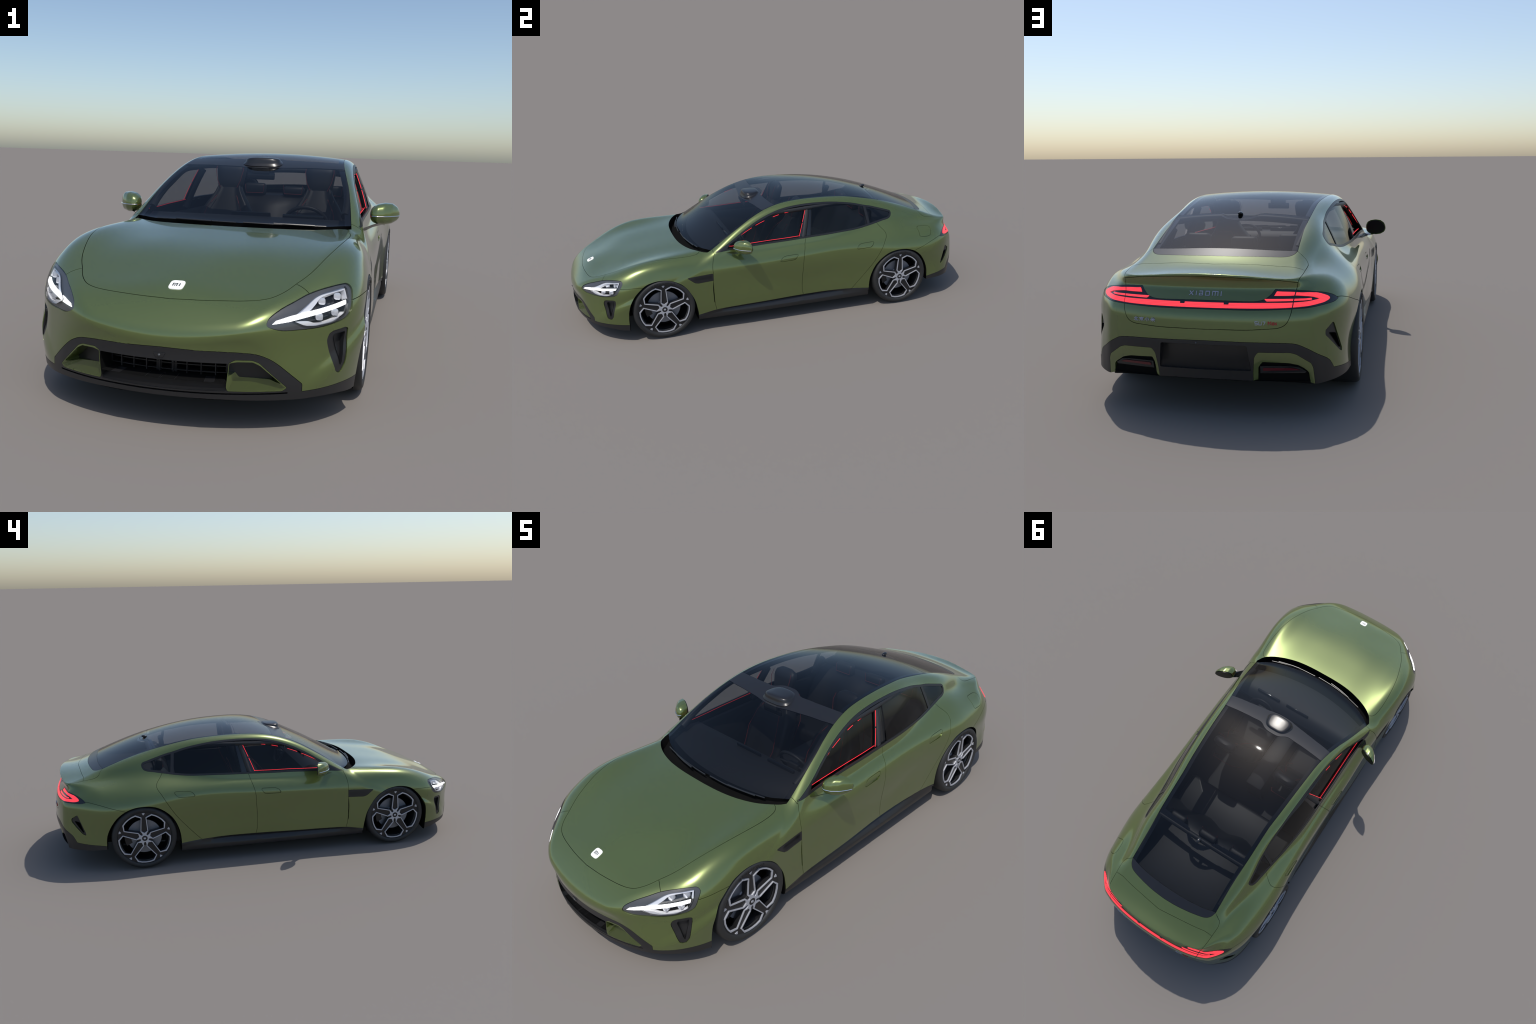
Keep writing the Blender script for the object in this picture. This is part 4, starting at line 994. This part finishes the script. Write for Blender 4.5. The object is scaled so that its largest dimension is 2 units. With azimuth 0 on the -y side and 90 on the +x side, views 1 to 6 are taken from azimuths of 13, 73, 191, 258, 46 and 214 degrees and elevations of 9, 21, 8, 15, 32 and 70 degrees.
# =====================================================================
#  roof sensor pod, rear camera fin, wipers, mirrors
# =====================================================================
def pod():
    """sensor pod: blunt front, top that runs back into the roof"""
    seg = 56; e = 3.2; rings = []
    base = []
    for t in np.linspace(0, 2*math.pi, seg, endpoint=False):
        c, q = math.cos(t), math.sin(t); y = -.0755+.0395*np.sign(q)*abs(q)**(2/e)
        x = .0585*np.sign(c)*abs(c)**(2/e)*(1-.16*ease((y+.095)/.06))
        base.append((x, y))
    base = np.array(base); foot = on_skin([(x, y, .55) for x, y in base]); foot[:, :2] = base
    top = lambda x, y: .5620+.02*(y+.1)-.9*x*x
    for k, f in ((1.13, -.05), (1.03, .24), (1., .32), (.985, .55), (.95, .80), (.88, .94), (.75, 1.0), (.45, 1.01), (.15, 1.01)):
        ring = []
        for (x, y), p in zip(base, foot):
            xx = x*k; yy = -.0755+(y+.0755)*k-(.004*(1-k) if y < -.0755 else 0)
            zt = max(top(xx, yy), p[2]+.0015); ring.append((xx, yy, p[2]+f*(zt-p[2]) if f < 1 else zt+(f-1)*.02))
        rings.append(ring)
    bm = bmesh.new(); vs = [[bm.verts.new(p) for p in r] for r in rings]
    for A, B in zip(vs[:-1], vs[1:]):
        for j in range(seg): bm.faces.new((A[j], A[(j+1) % seg], B[(j+1) % seg], B[j]))
    bm.faces.new(vs[-1]); return bm_obj('roof_sensor_pod', bm, 'band', angle=70)
pod()
bm = bmesh.new(); bmesh.ops.create_uvsphere(bm, u_segments=20, v_segments=12, radius=1.)
for v in bm.verts: v.co = Vector((v.co.x*.0085, v.co.y*.014+.556+.004*v.co.z, v.co.z*.0065+.5265))
bm_obj('antenna_fin', bm, 'gloss_black')
def wiper(pts, arm):
    P = on_skin(pts, .003); b = tube('wiper', smooth_chain(P, 6), .0022, 'black', seg=6)
    A = on_skin(arm, .005); a = tube('wiper_arm', smooth_chain(A, 6), .0028, 'black', parent=b, seg=6)
wiper([(.255, -.411, .388), (.19, -.431, .39), (.12, -.447, .39), (.03, -.452, .39)], [(.225, -.424, .383), (.16, -.440, .39), (.115, -.447, .39)])
wiper([(.01, -.456, .388), (-.07, -.452, .39), (-.15, -.441, .39), (-.235, -.420, .39)], [(-.06, -.458, .383), (-.12, -.450, .39), (-.17, -.438, .39)])

def mirror():
    """door mirror: shell, bright strip, dark foot, glass"""
    S = np.array([.446-.362, .074, .064]); bm = bmesh.new(); n1, n2 = 40, 24; rows = []
    # stations across x: leading edge y, trailing edge y, top z, bottom z
    tx = [0, .03, .10, .25, .5, .75, .92, .98, 1.0]
    lead = [-.243, -.254, -.262, -.266, -.258, -.238, -.214, -.202, -.197]; trail = [-.232, -.228, -.224, -.218, -.209, -.200, -.194, -.1935, -.194]
    top = [.412, .423, .430, .4375, .4415, .4395, .429, .419, .411]; bot = [.401, .391, .384, .3785, .377, .381, .390, .397, .404]
    for t in np.concatenate([[0, .008, .02], np.linspace(.04, .96, 22), [.98, .992, 1.]]):
        x = .362+.084*t; yl, yt, zt, zb = (np.interp(t, tx, a) for a in (lead, trail, top, bot)); zc = .405
        ring = []
        for a in np.linspace(-1, 1, n2-4):      # round leading face, from the bottom over the front to the top
            u = 1-a*a*(1 if abs(a) < 1 else 1); h = np.sign(a)*(1-max(u, 0)**2.6)**(1/2.2)
            ring.append((x, yt-(yt-yl)*u**.75, zc+(zt-zc if h > 0 else zc-zb)*h))
        for f in (.6, .2, -.2, -.6): ring.append((x, yt+.0005, zc+(zt-zc if f > 0 else zc-zb)*f))   # flat back
        rows.append(ring)
    vs = [[bm.verts.new(p) for p in r] for r in rows]
    for A, B in zip(vs[:-1], vs[1:]):
        for j in range(n2): bm.faces.new((A[j], A[(j+1) % n2], B[(j+1) % n2], B[j]))
    bm.faces.new(vs[0]); bm.faces.new(vs[-1])
    bmesh.ops.recalc_face_normals(bm, faces=bm.faces)
    o = bm_obj('door_mirror', bm, 'paint', angle=50)
    return o
for s in (0, 1):
    sh = mirror(); parts = []
    # glass and rim at the back
    prof = []
    me = sh.data
    g = [(.366, .408), (.372, .425), (.385, .434), (.403, .4375), (.422, .434), (.436, .424), (.4435, .412), (.441, .400), (.430, .389), (.412, .382), (.392, .380), (.375, .386), (.367, .397)]
    g = smooth_chain(g+[g[0]], 5)[:-1]
    bm = bmesh.new(); yb = lambda x: np.interp(x, [.362, .40, .446], [-.2255, -.2085, -.1905])
    a = [bm.verts.new((x, yb(x)+.002, z)) for x, z in g]; b = [bm.verts.new((x, yb(x)-.010, z)) for x, z in g]
    bm.faces.new(a)
    for i in range(len(a)): bm.faces.new((a[i], a[(i+1) % len(a)], b[(i+1) % len(a)], b[i]))
    mg = bm_obj('mirror_glass', bm, 'mirror_face', sh, angle=40)
    strip = []
    for t in np.linspace(.06, .99, 26):
        x = .362+.084*t; y = np.interp(t, [0, .03, .10, .25, .5, .75, .92, .98, 1.0], [-.243, -.254, -.262, -.266, -.258, -.238, -.214, -.202, -.197])
        strip.append((x+.0006, y-.0003, .4035))
    st = tube('mirror_strip', strip, .0014, 'chrome', sh, seg=6)
    foot = loft('mirror_foot', [[tuple(np.array(c)+np.array(d)) for d in ((-r1, -r2, 0), (0, -r2, r3), (r1, 0, r3), (r1, r2, 0), (0, r2, -r3), (-r1, 0, -r3))] for c, r1, r2, r3 in
                (((.338, -.283, .362), .012, .022, .008), ((.354, -.270, .367), .010, .018, .006), ((.372, -.250, .3745), .009, .015, .005), ((.392, -.236, .380), .012, .014, .005), ((.404, -.230, .387), .012, .013, .006))], 'gloss_black', sh, closed=True, angle=50)
    if s:
        for o in (sh, mg, st, foot): o.data.transform(Matrix.Scale(-1, 4, (1, 0, 0))); o.data.flip_normals()

# red light strips inside the front door frames
dl = smooth_chain(DLO_LOW); du = smooth_chain(DLO_UP)[::-1]
def inside_pts(yz, depth=.006):
    return on_skin([(.32, y, z) for y, z in yz], -depth)
low = [(y, np.interp(y, dl[:, 0], dl[:, 1])+.0085) for y in np.linspace(-.272, .079, 30)]
bl = [(.0765+(z-.400)*.343, z) for z in np.linspace(.400, .466, 8)]; bl2 = [(.0765+(z-.400)*.343, z) for z in np.linspace(.472, .535, 8)]
upc = lambda a, b: [(y, np.interp(y, du[:, 0], du[:, 1])-.0095) for y in np.linspace(a, b, 12)]
for pts, dp in ((low, .0135), (bl, .0075), (bl2, .0075), (upc(-.245, -.155), .005), (upc(-.135, -.09), .005), (upc(-.045, -.015), .005), (upc(.015, .045), .005)):
    t = tube('door_light_strip', inside_pts(pts, dp), .0009, 'red_line', fdoors[0], seg=6); mirrored_copy(t, fdoors[1])

# =====================================================================
#  wheels (built once about the axle, then shared)
# =====================================================================
wheel_root = empty('wheel')
TR = .1455
tyre_prof = [(-.012, .108), (-.008, .1165), (-.0035, .1195), (.0015, .1235), (.0035, .1300), (.0020, .1375), (-.004, .1428), (-.016, .1452), (-.045, TR), (-.075, .1452), (-.087, .1430), (-.094, .1380), (-.097, .130), (-.096, .12), (-.090, .110), (-.088, .10)]
sm = smooth_chain(tyre_prof, 4)
tyre = lathe('tyre', [tuple(p) for p in sm], 'rubber', wheel_root, 96)
# rim: barrel, face with five windows, machined outlines, hub
barrel = lathe('rim_barrel', [(-.004, .1195), (-.008, .1195), (-.012, .114), (-.03, .107), (-.085, .105), (-.09, .112)], 'rim_dark', wheel_root, 72)
WIN = [(-.0060, .0330), (-.0060, .0368), (-.0466, .0845), (-.0328, .1066), (-.017, .1112), (0, .1126), (.017, .1112), (.0328, .1066), (.0466, .0845), (.0060, .0368), (.0060, .0330)]
RIMOUT = [(-.0086, .0320), (-.0086, .0352), (-.0502, .0846), (-.0368, .1106), (-.018, .1156), (0, .1168), (.018, .1156), (.0368, .1106), (.0502, .0846), (.0086, .0352), (.0086, .0320)]
def rot2(p, a): c, s = math.cos(a), math.sin(a); return (p[0]*c-p[1]*s, p[0]*s+p[1]*c)
def curve_plate(name, loops, z0, depth, mat, parent, bevel=.0006):
    """flat plate with holes, in the wheel plane (y, z), facing +x"""
    cu = bpy.data.curves.new(name, 'CURVE'); cu.dimensions = '2D'; cu.fill_mode = 'BOTH'; cu.extrude = depth/2; cu.bevel_depth = bevel; cu.bevel_resolution = 1
    for L in loops:
        sp = cu.splines.new('POLY'); sp.points.add(len(L)-1); sp.use_cyclic_u = True
        for q, pt in zip(L, sp.points): pt.co = (q[0], q[1], 0, 1)
    o = bpy.data.objects.new(name, cu); scene.collection.objects.link(o)
    dg = bpy.context.evaluated_depsgraph_get(); me = bpy.data.meshes.new_from_object(o.evaluated_get(dg)); bpy.data.objects.remove(o); bpy.data.curves.remove(cu)
    # local (x, y, z) -> wheel (y, z, x)
    me.transform(Matrix(((0, 0, 1, z0-depth/2), (1, 0, 0, 0), (0, 1, 0, 0), (0, 0, 0, 1))))
    me.materials.clear(); me.materials.append(M[mat]); me.polygons.foreach_set('use_smooth', np.ones(len(me.polygons), bool)); me.set_sharp_from_angle(angle=math.radians(30))
    me.name = name
    return link(bpy.data.objects.new(name, me), parent)
circ = lambda r, n=96: [(r*math.cos(t), r*math.sin(t)) for t in np.linspace(0, 2*math.pi, n, endpoint=False)]
ang = [math.pi+k*2*math.pi/5 for k in range(5)]     # one window points straight down
wins = [[rot2(p, a) for p in WIN] for a in ang]
face = curve_plate('rim_face', [circ(.1190)]+wins, -.0045, .020, 'rim_dark', wheel_root, .0006)
# silver outline of every window: open towards the hub
def frame(a):
    return [rot2(p, a) for p in WIN+RIMOUT[::-1]]
frames = [curve_plate('f', [frame(a)], .0005, .006, 'silver', wheel_root, .0003) for a in ang]
# tips between the windows and the hub star
for a in ang:
    b = a+math.pi/5
    frames.append(curve_plate('f', [[rot2(p, b) for p in [(-.0066, .1170), (0, .1182), (.0066, .1170), (0.0015, .1085), (-.0015, .1085)]]], -.0022, .003, 'silver', wheel_root, .0002))
star = []
for a in sorted(ang):
    star += [rot2(p, a) for p in [(.0095, .0330), (.0062, .0330), (.0056, .0235), (.0030, .0180), (0, .0165), (-.0030, .0180), (-.0056, .0235), (-.0062, .0330), (-.0095, .0330)]]
    star += [rot2(p, a+math.pi/5) for p in [(.0030, .0265), (0, .0250), (-.0030, .0265)]]
order = star
frames.append(curve_plate('f', [order, circ(.0118, 40)], .0008, .006, 'silver', wheel_root, .0004))
outl = join('rim_outline', frames, wheel_root)
cap = lathe('hub_cap', [(-.006, .0125), (.0012, .0125), (.0020, .0115), (.0020, .0095), (.0010, .0090), (.0014, .0), (.0014, 0)], 'rim_dark', wheel_root, 40)
capm = curve_plate('hub_mark', [[(x*.0048, z*.0048) for x, z in rounded([(-1, -.8), (1, -.8), (1, .8), (-1, .8)], .3)]], .0022, .001, 'silver', wheel_root, .0002)
nuts = []
for a in ang:
    q = rot2((0, .0215), a)
    bm = bmesh.new(); bmesh.ops.create_cone(bm, segments=12, radius1=.0042, radius2=.0038, depth=.012, cap_ends=True); bm.transform(Matrix.Translation((-.012, q[0], q[1])) @ Matrix.Rotation(math.pi/2, 4, 'Y')); nuts.append(bm_obj('n', bm, 'gloss_black', wheel_root, angle=30))
lug = join('lug_nut', nuts, wheel_root)
disc = lathe('brake_disc', [(-.052, .018), (-.030, .018), (-.027, .030), (-.031, .034), (-.031, .078), (-.038, .078), (-.044, .03)], 'steel', wheel_root, 64)
lathe('wheel_inner_shield', [(-.068, .02), (-.065, .03), (-.065, .1055), (-.07, .1055)], 'dark', wheel_root, 48)
hub = lathe('axle_hub', [(-.05, .0), (-.012, .0), (-.012, .028), (-.03, .030), (-.05, .03)], 'dark', wheel_root, 40)
bm = bmesh.new()
secs = []
for t in np.linspace(-.45, .45, 9):
    c, s = math.cos(t+math.pi), math.sin(t+math.pi); secs.append([(x, r*c, r*s) for x, r in ((-.028, .060), (-.026, .088), (-.052, .088), (-.052, .060))])
rows = [[bm.verts.new(p) for p in q] for q in secs]
for A, B in zip(rows[:-1], rows[1:]):
    for j in range(4): bm.faces.new((A[j], A[(j+1) % 4], B[(j+1) % 4], B[j]))
bm.faces.new(rows[0]); bm.faces.new(rows[-1])
cal = bm_obj('brake_caliper', bm, 'rim_dark', wheel_root, angle=40)
# raised lettering on the sidewall
letters = []
for i, ch in enumerate('GEOLANDAR'):
    cu = bpy.data.curves.new('t', 'FONT'); cu.body = ch; cu.size = .0165; cu.extrude = .0006; cu.align_x = 'CENTER'; cu.resolution_u = 3
    o = bpy.data.objects.new('t', cu); scene.collection.objects.link(o); dg = bpy.context.evaluated_depsgraph_get()
    me = bpy.data.meshes.new_from_object(o.evaluated_get(dg)); bpy.data.objects.remove(o); bpy.data.curves.remove(cu)
    th = (i-4)*.098
    me.transform(Matrix.Translation((0, .1245, 0))); me.transform(Matrix.Rotation(-th, 4, 'Z'))
    me.transform(Matrix(((0, 0, 1, .0040), (1, 0, 0, 0), (0, 1, 0, 0), (0, 0, 0, 1)))); me.materials.clear(); me.materials.append(M['rubber_mark'])
    letters.append(link(bpy.data.objects.new('t', me), wheel_root))
lett = join('tyre_lettering', letters, wheel_root)
wheel_root.parent = car
WX, WR, WZ = .3885, .3930, TR+.0005
wheel_root.location = (WX, -.6025, WZ)
kids = [(o, o.parent) for o in scene.objects if o.parent is wheel_root or (o.parent is not None and o.parent.parent is wheel_root)]
for loc, rz in (((WR, .5985, WZ), 0), ((-WX, -.6025, WZ), math.pi), ((-WR, .5985, WZ), math.pi)):
    e = empty('wheel', loc, car); e.rotation_euler = (0, 0, rz); made = {wheel_root: e}
    for o, p in sorted(kids, key=lambda q: q[1] is not wheel_root):
        c = o.copy(); link(c); c.parent = made[p]; made[o] = c

# =====================================================================
#  cabin
# =====================================================================
cabin = car
box('cabin_floor', (-.33, -.42, .095), (.33, .72, .105), 'cabin', cabin, .003)
box('door_card', (.315, -.36, .10), (.332, .50, .365), 'cabin', cabin, .006); box('door_card', (-.332, -.36, .10), (-.315, .50, .365), 'cabin', cabin, .006)
# dashboard: a wide rounded shelf under the screen
secs = []
for x in np.linspace(-.315, .315, 25):
    k = 1-(abs(x)/.33)**2*.25; yf = -.40+.06*(abs(x)/.315)**2
    secs.append([(x, yf, .30), (x, yf, .352), (x, yf+.05, .372), (x, -.255, .386*1.0-.004*(1-k)), (x, -.215, .381), (x, -.195, .362), (x, -.20, .33), (x, -.235, .29), (x, -.25, .20), (x, -.27, .10)])
loft('dashboard', secs, 'cabin', cabin, angle=40)
box('instrument_panel', (.10, -.245, .383), (.225, -.235, .395), 'screen', cabin, .002)
box('centre_screen', (-.062, -.235, .318), (.062, -.228, .397), 'screen', cabin, .003, shape=lambda p: p+np.array([0, -.25*(p[2]-.36), 0]))
box('centre_console', (-.045, -.24, .10), (.045, .16, .262), 'cabin', cabin, .012)
# steering wheel
ring = [(.160+.066*math.cos(t), -.165-.022*math.sin(t)*1.0, .362+.052*math.sin(t)) for t in np.linspace(0, 2*math.pi, 40, endpoint=False)]
sw = tube('steering_wheel', ring, .0062, 'seat', cabin, closed=True, seg=10)
box('steering_hub', (.135, -.182, .335), (.185, -.160, .372), 'cabin', sw, .006)
tube('steering_spoke', [(.095, -.168, .358), (.225, -.168, .358)], .006, 'cabin', sw)
def seat(x, y, rear=False):
    """bucket seat: cushion, waisted backrest with side wings, headrest, red piping"""
    root = empty('seat', (x, y, 0), cabin); w = .098
    box('seat_cushion', (-w, -.135, .155), (w, .06, .215), 'seat', root, .022, 4, shape=lambda p: p+np.array([0, 0, .02*(-p[1]/.13)]))
    zs = np.linspace(0, 1, 15); rows = []
    for t in zs:
        z = .185+.275*t; yb = .045+.115*t; hw = np.interp(t, [0, .35, .65, .8, .9, 1], [.092, .102, .094, .070, .050, .040]); th = np.interp(t, [0, .5, 1], [.05, .042, .022])
        row = []
        for a in np.linspace(0, 2*math.pi, 28, endpoint=False):
            c, s = math.cos(a), math.sin(a); xx = hw*np.sign(c)*abs(c)**.6; yy = th*np.sign(s)*abs(s)**.7
            wing = -.022*max(0, abs(xx)/hw-.62)/.38 if s < 0 else 0
            row.append((xx, yb+yy+wing, z))
        rows.append(row)
    b = loft('seat_backrest', rows, 'seat', root, closed=True, angle=60)
    rows = []
    for t in np.linspace(0, 1, 11):
        z = .440+.105*t; yb = .152+.022*t; hw = np.interp(t, [0, .2, .75, .93, 1], [.034, .046, .054, .048, .030]); th = np.interp(t, [0, .3, .8, 1], [.018, .024, .022, .008])
        rows.append([(hw*np.sign(math.cos(a))*abs(math.cos(a))**.6, yb+th*np.sign(math.sin(a))*abs(math.sin(a))**.7, z) for a in np.linspace(0, 2*math.pi, 24, endpoint=False)])
    bm = bmesh.new(); vs = [[bm.verts.new(p) for p in r] for r in rows]
    for A, B in zip(vs[:-1], vs[1:]):
        for j in range(24): bm.faces.new((A[j], A[(j+1) % 24], B[(j+1) % 24], B[j]))
    bm.faces.new(vs[-1]); bm.faces.new(vs[0]); bm_obj('headrest', bm, 'seat', root, angle=60)
    for s in (1, -1):
        tube('seat_piping', [(s*.070, -.02, .205), (s*.078, .012, .26), (s*.076, .030, .32), (s*.060, .066, .385), (s*.036, .105, .425)], .0011, 'piping', root, seg=5)
        tube('seat_piping', [(s*.030, .126, .452), (s*.043, .128, .480), (s*.050, .137, .515), (s*.046, .148, .538)], .0011, 'piping', root, seg=5)
        tube('seat_piping', [(s*.050, .205, .38), (s*.070, .180, .33), (s*.060, .150, .25)], .0011, 'piping', root, seg=5)
    tube('seat_piping', [(-.052, .208, .385), (-.028, .220, .425), (.028, .220, .425), (.052, .208, .385)], .0011, 'piping', root, seg=5)
    return root
seat(.162, -.045); seat(-.162, -.045)
# rear bench
box('rear_bench', (-.30, .245, .15), (.30, .43, .215), 'seat', cabin, .02, 3)
rows = []
for x in np.linspace(-.30, .30, 21):
    d = .012*math.cos(x/.1*math.pi)
    rows.append([(x, .395+d, .19), (x, .42+d, .27), (x, .465+d, .36), (x, .495, .405), (x, .525, .41), (x, .53, .37), (x, .50, .19)])
loft('rear_backrest', rows, 'seat', cabin, angle=60)
for x in (-.162, 0, .162):
    box('rear_headrest', (x-.045, .488, .405), (x+.045, .522, .455 if x else .445), 'seat', cabin, .012, 3)
    tube('seat_piping', [(x-.040, .486, .45), (x-.036, .486, .415), (x+.036, .486, .415), (x+.040, .486, .45)], .0011, 'piping', cabin, seg=5)
box('parcel_shelf', (-.25, .53, .392), (.25, .83, .402), 'cabin', cabin, .003)
box('rear_view_mirror', (-.045, -.118, .492), (.045, -.110, .516), 'screen', cabin, .004)
box('mirror_mount', (-.030, -.128, .510), (.030, -.085, .532), 'cabin', cabin, .006)
# headliner edge and pillar linings seen through the glass
for s in (1, -1):
    P = on_skin([(abs(np.interp(y, *zip(*[(b, a) for a, b in GLASS_EDGE])))+.004, y, .5) for y in np.linspace(-.36, .75, 40)], -.012); P[:, 0] *= s
    tube('pillar_lining', P, .012, 'cabin', cabin, seg=8)
    for y0, y1 in ((.095, .135), (.45, .468)):
        P = on_skin([(.32, y0+(y1-y0)*t, .37+.165*t if y0 < .2 else .40+.095*t) for t in np.linspace(0, 1, 8)], -.017); P[:, 0] *= s
        tube('pillar_lining', P, .014, 'cabin', cabin, seg=8)
P = on_skin([(x, .55, .52) for x in np.linspace(-.22, .22, 15)], -.012); tube('roof_cross_beam', P, .011, 'cabin', cabin, seg=8)
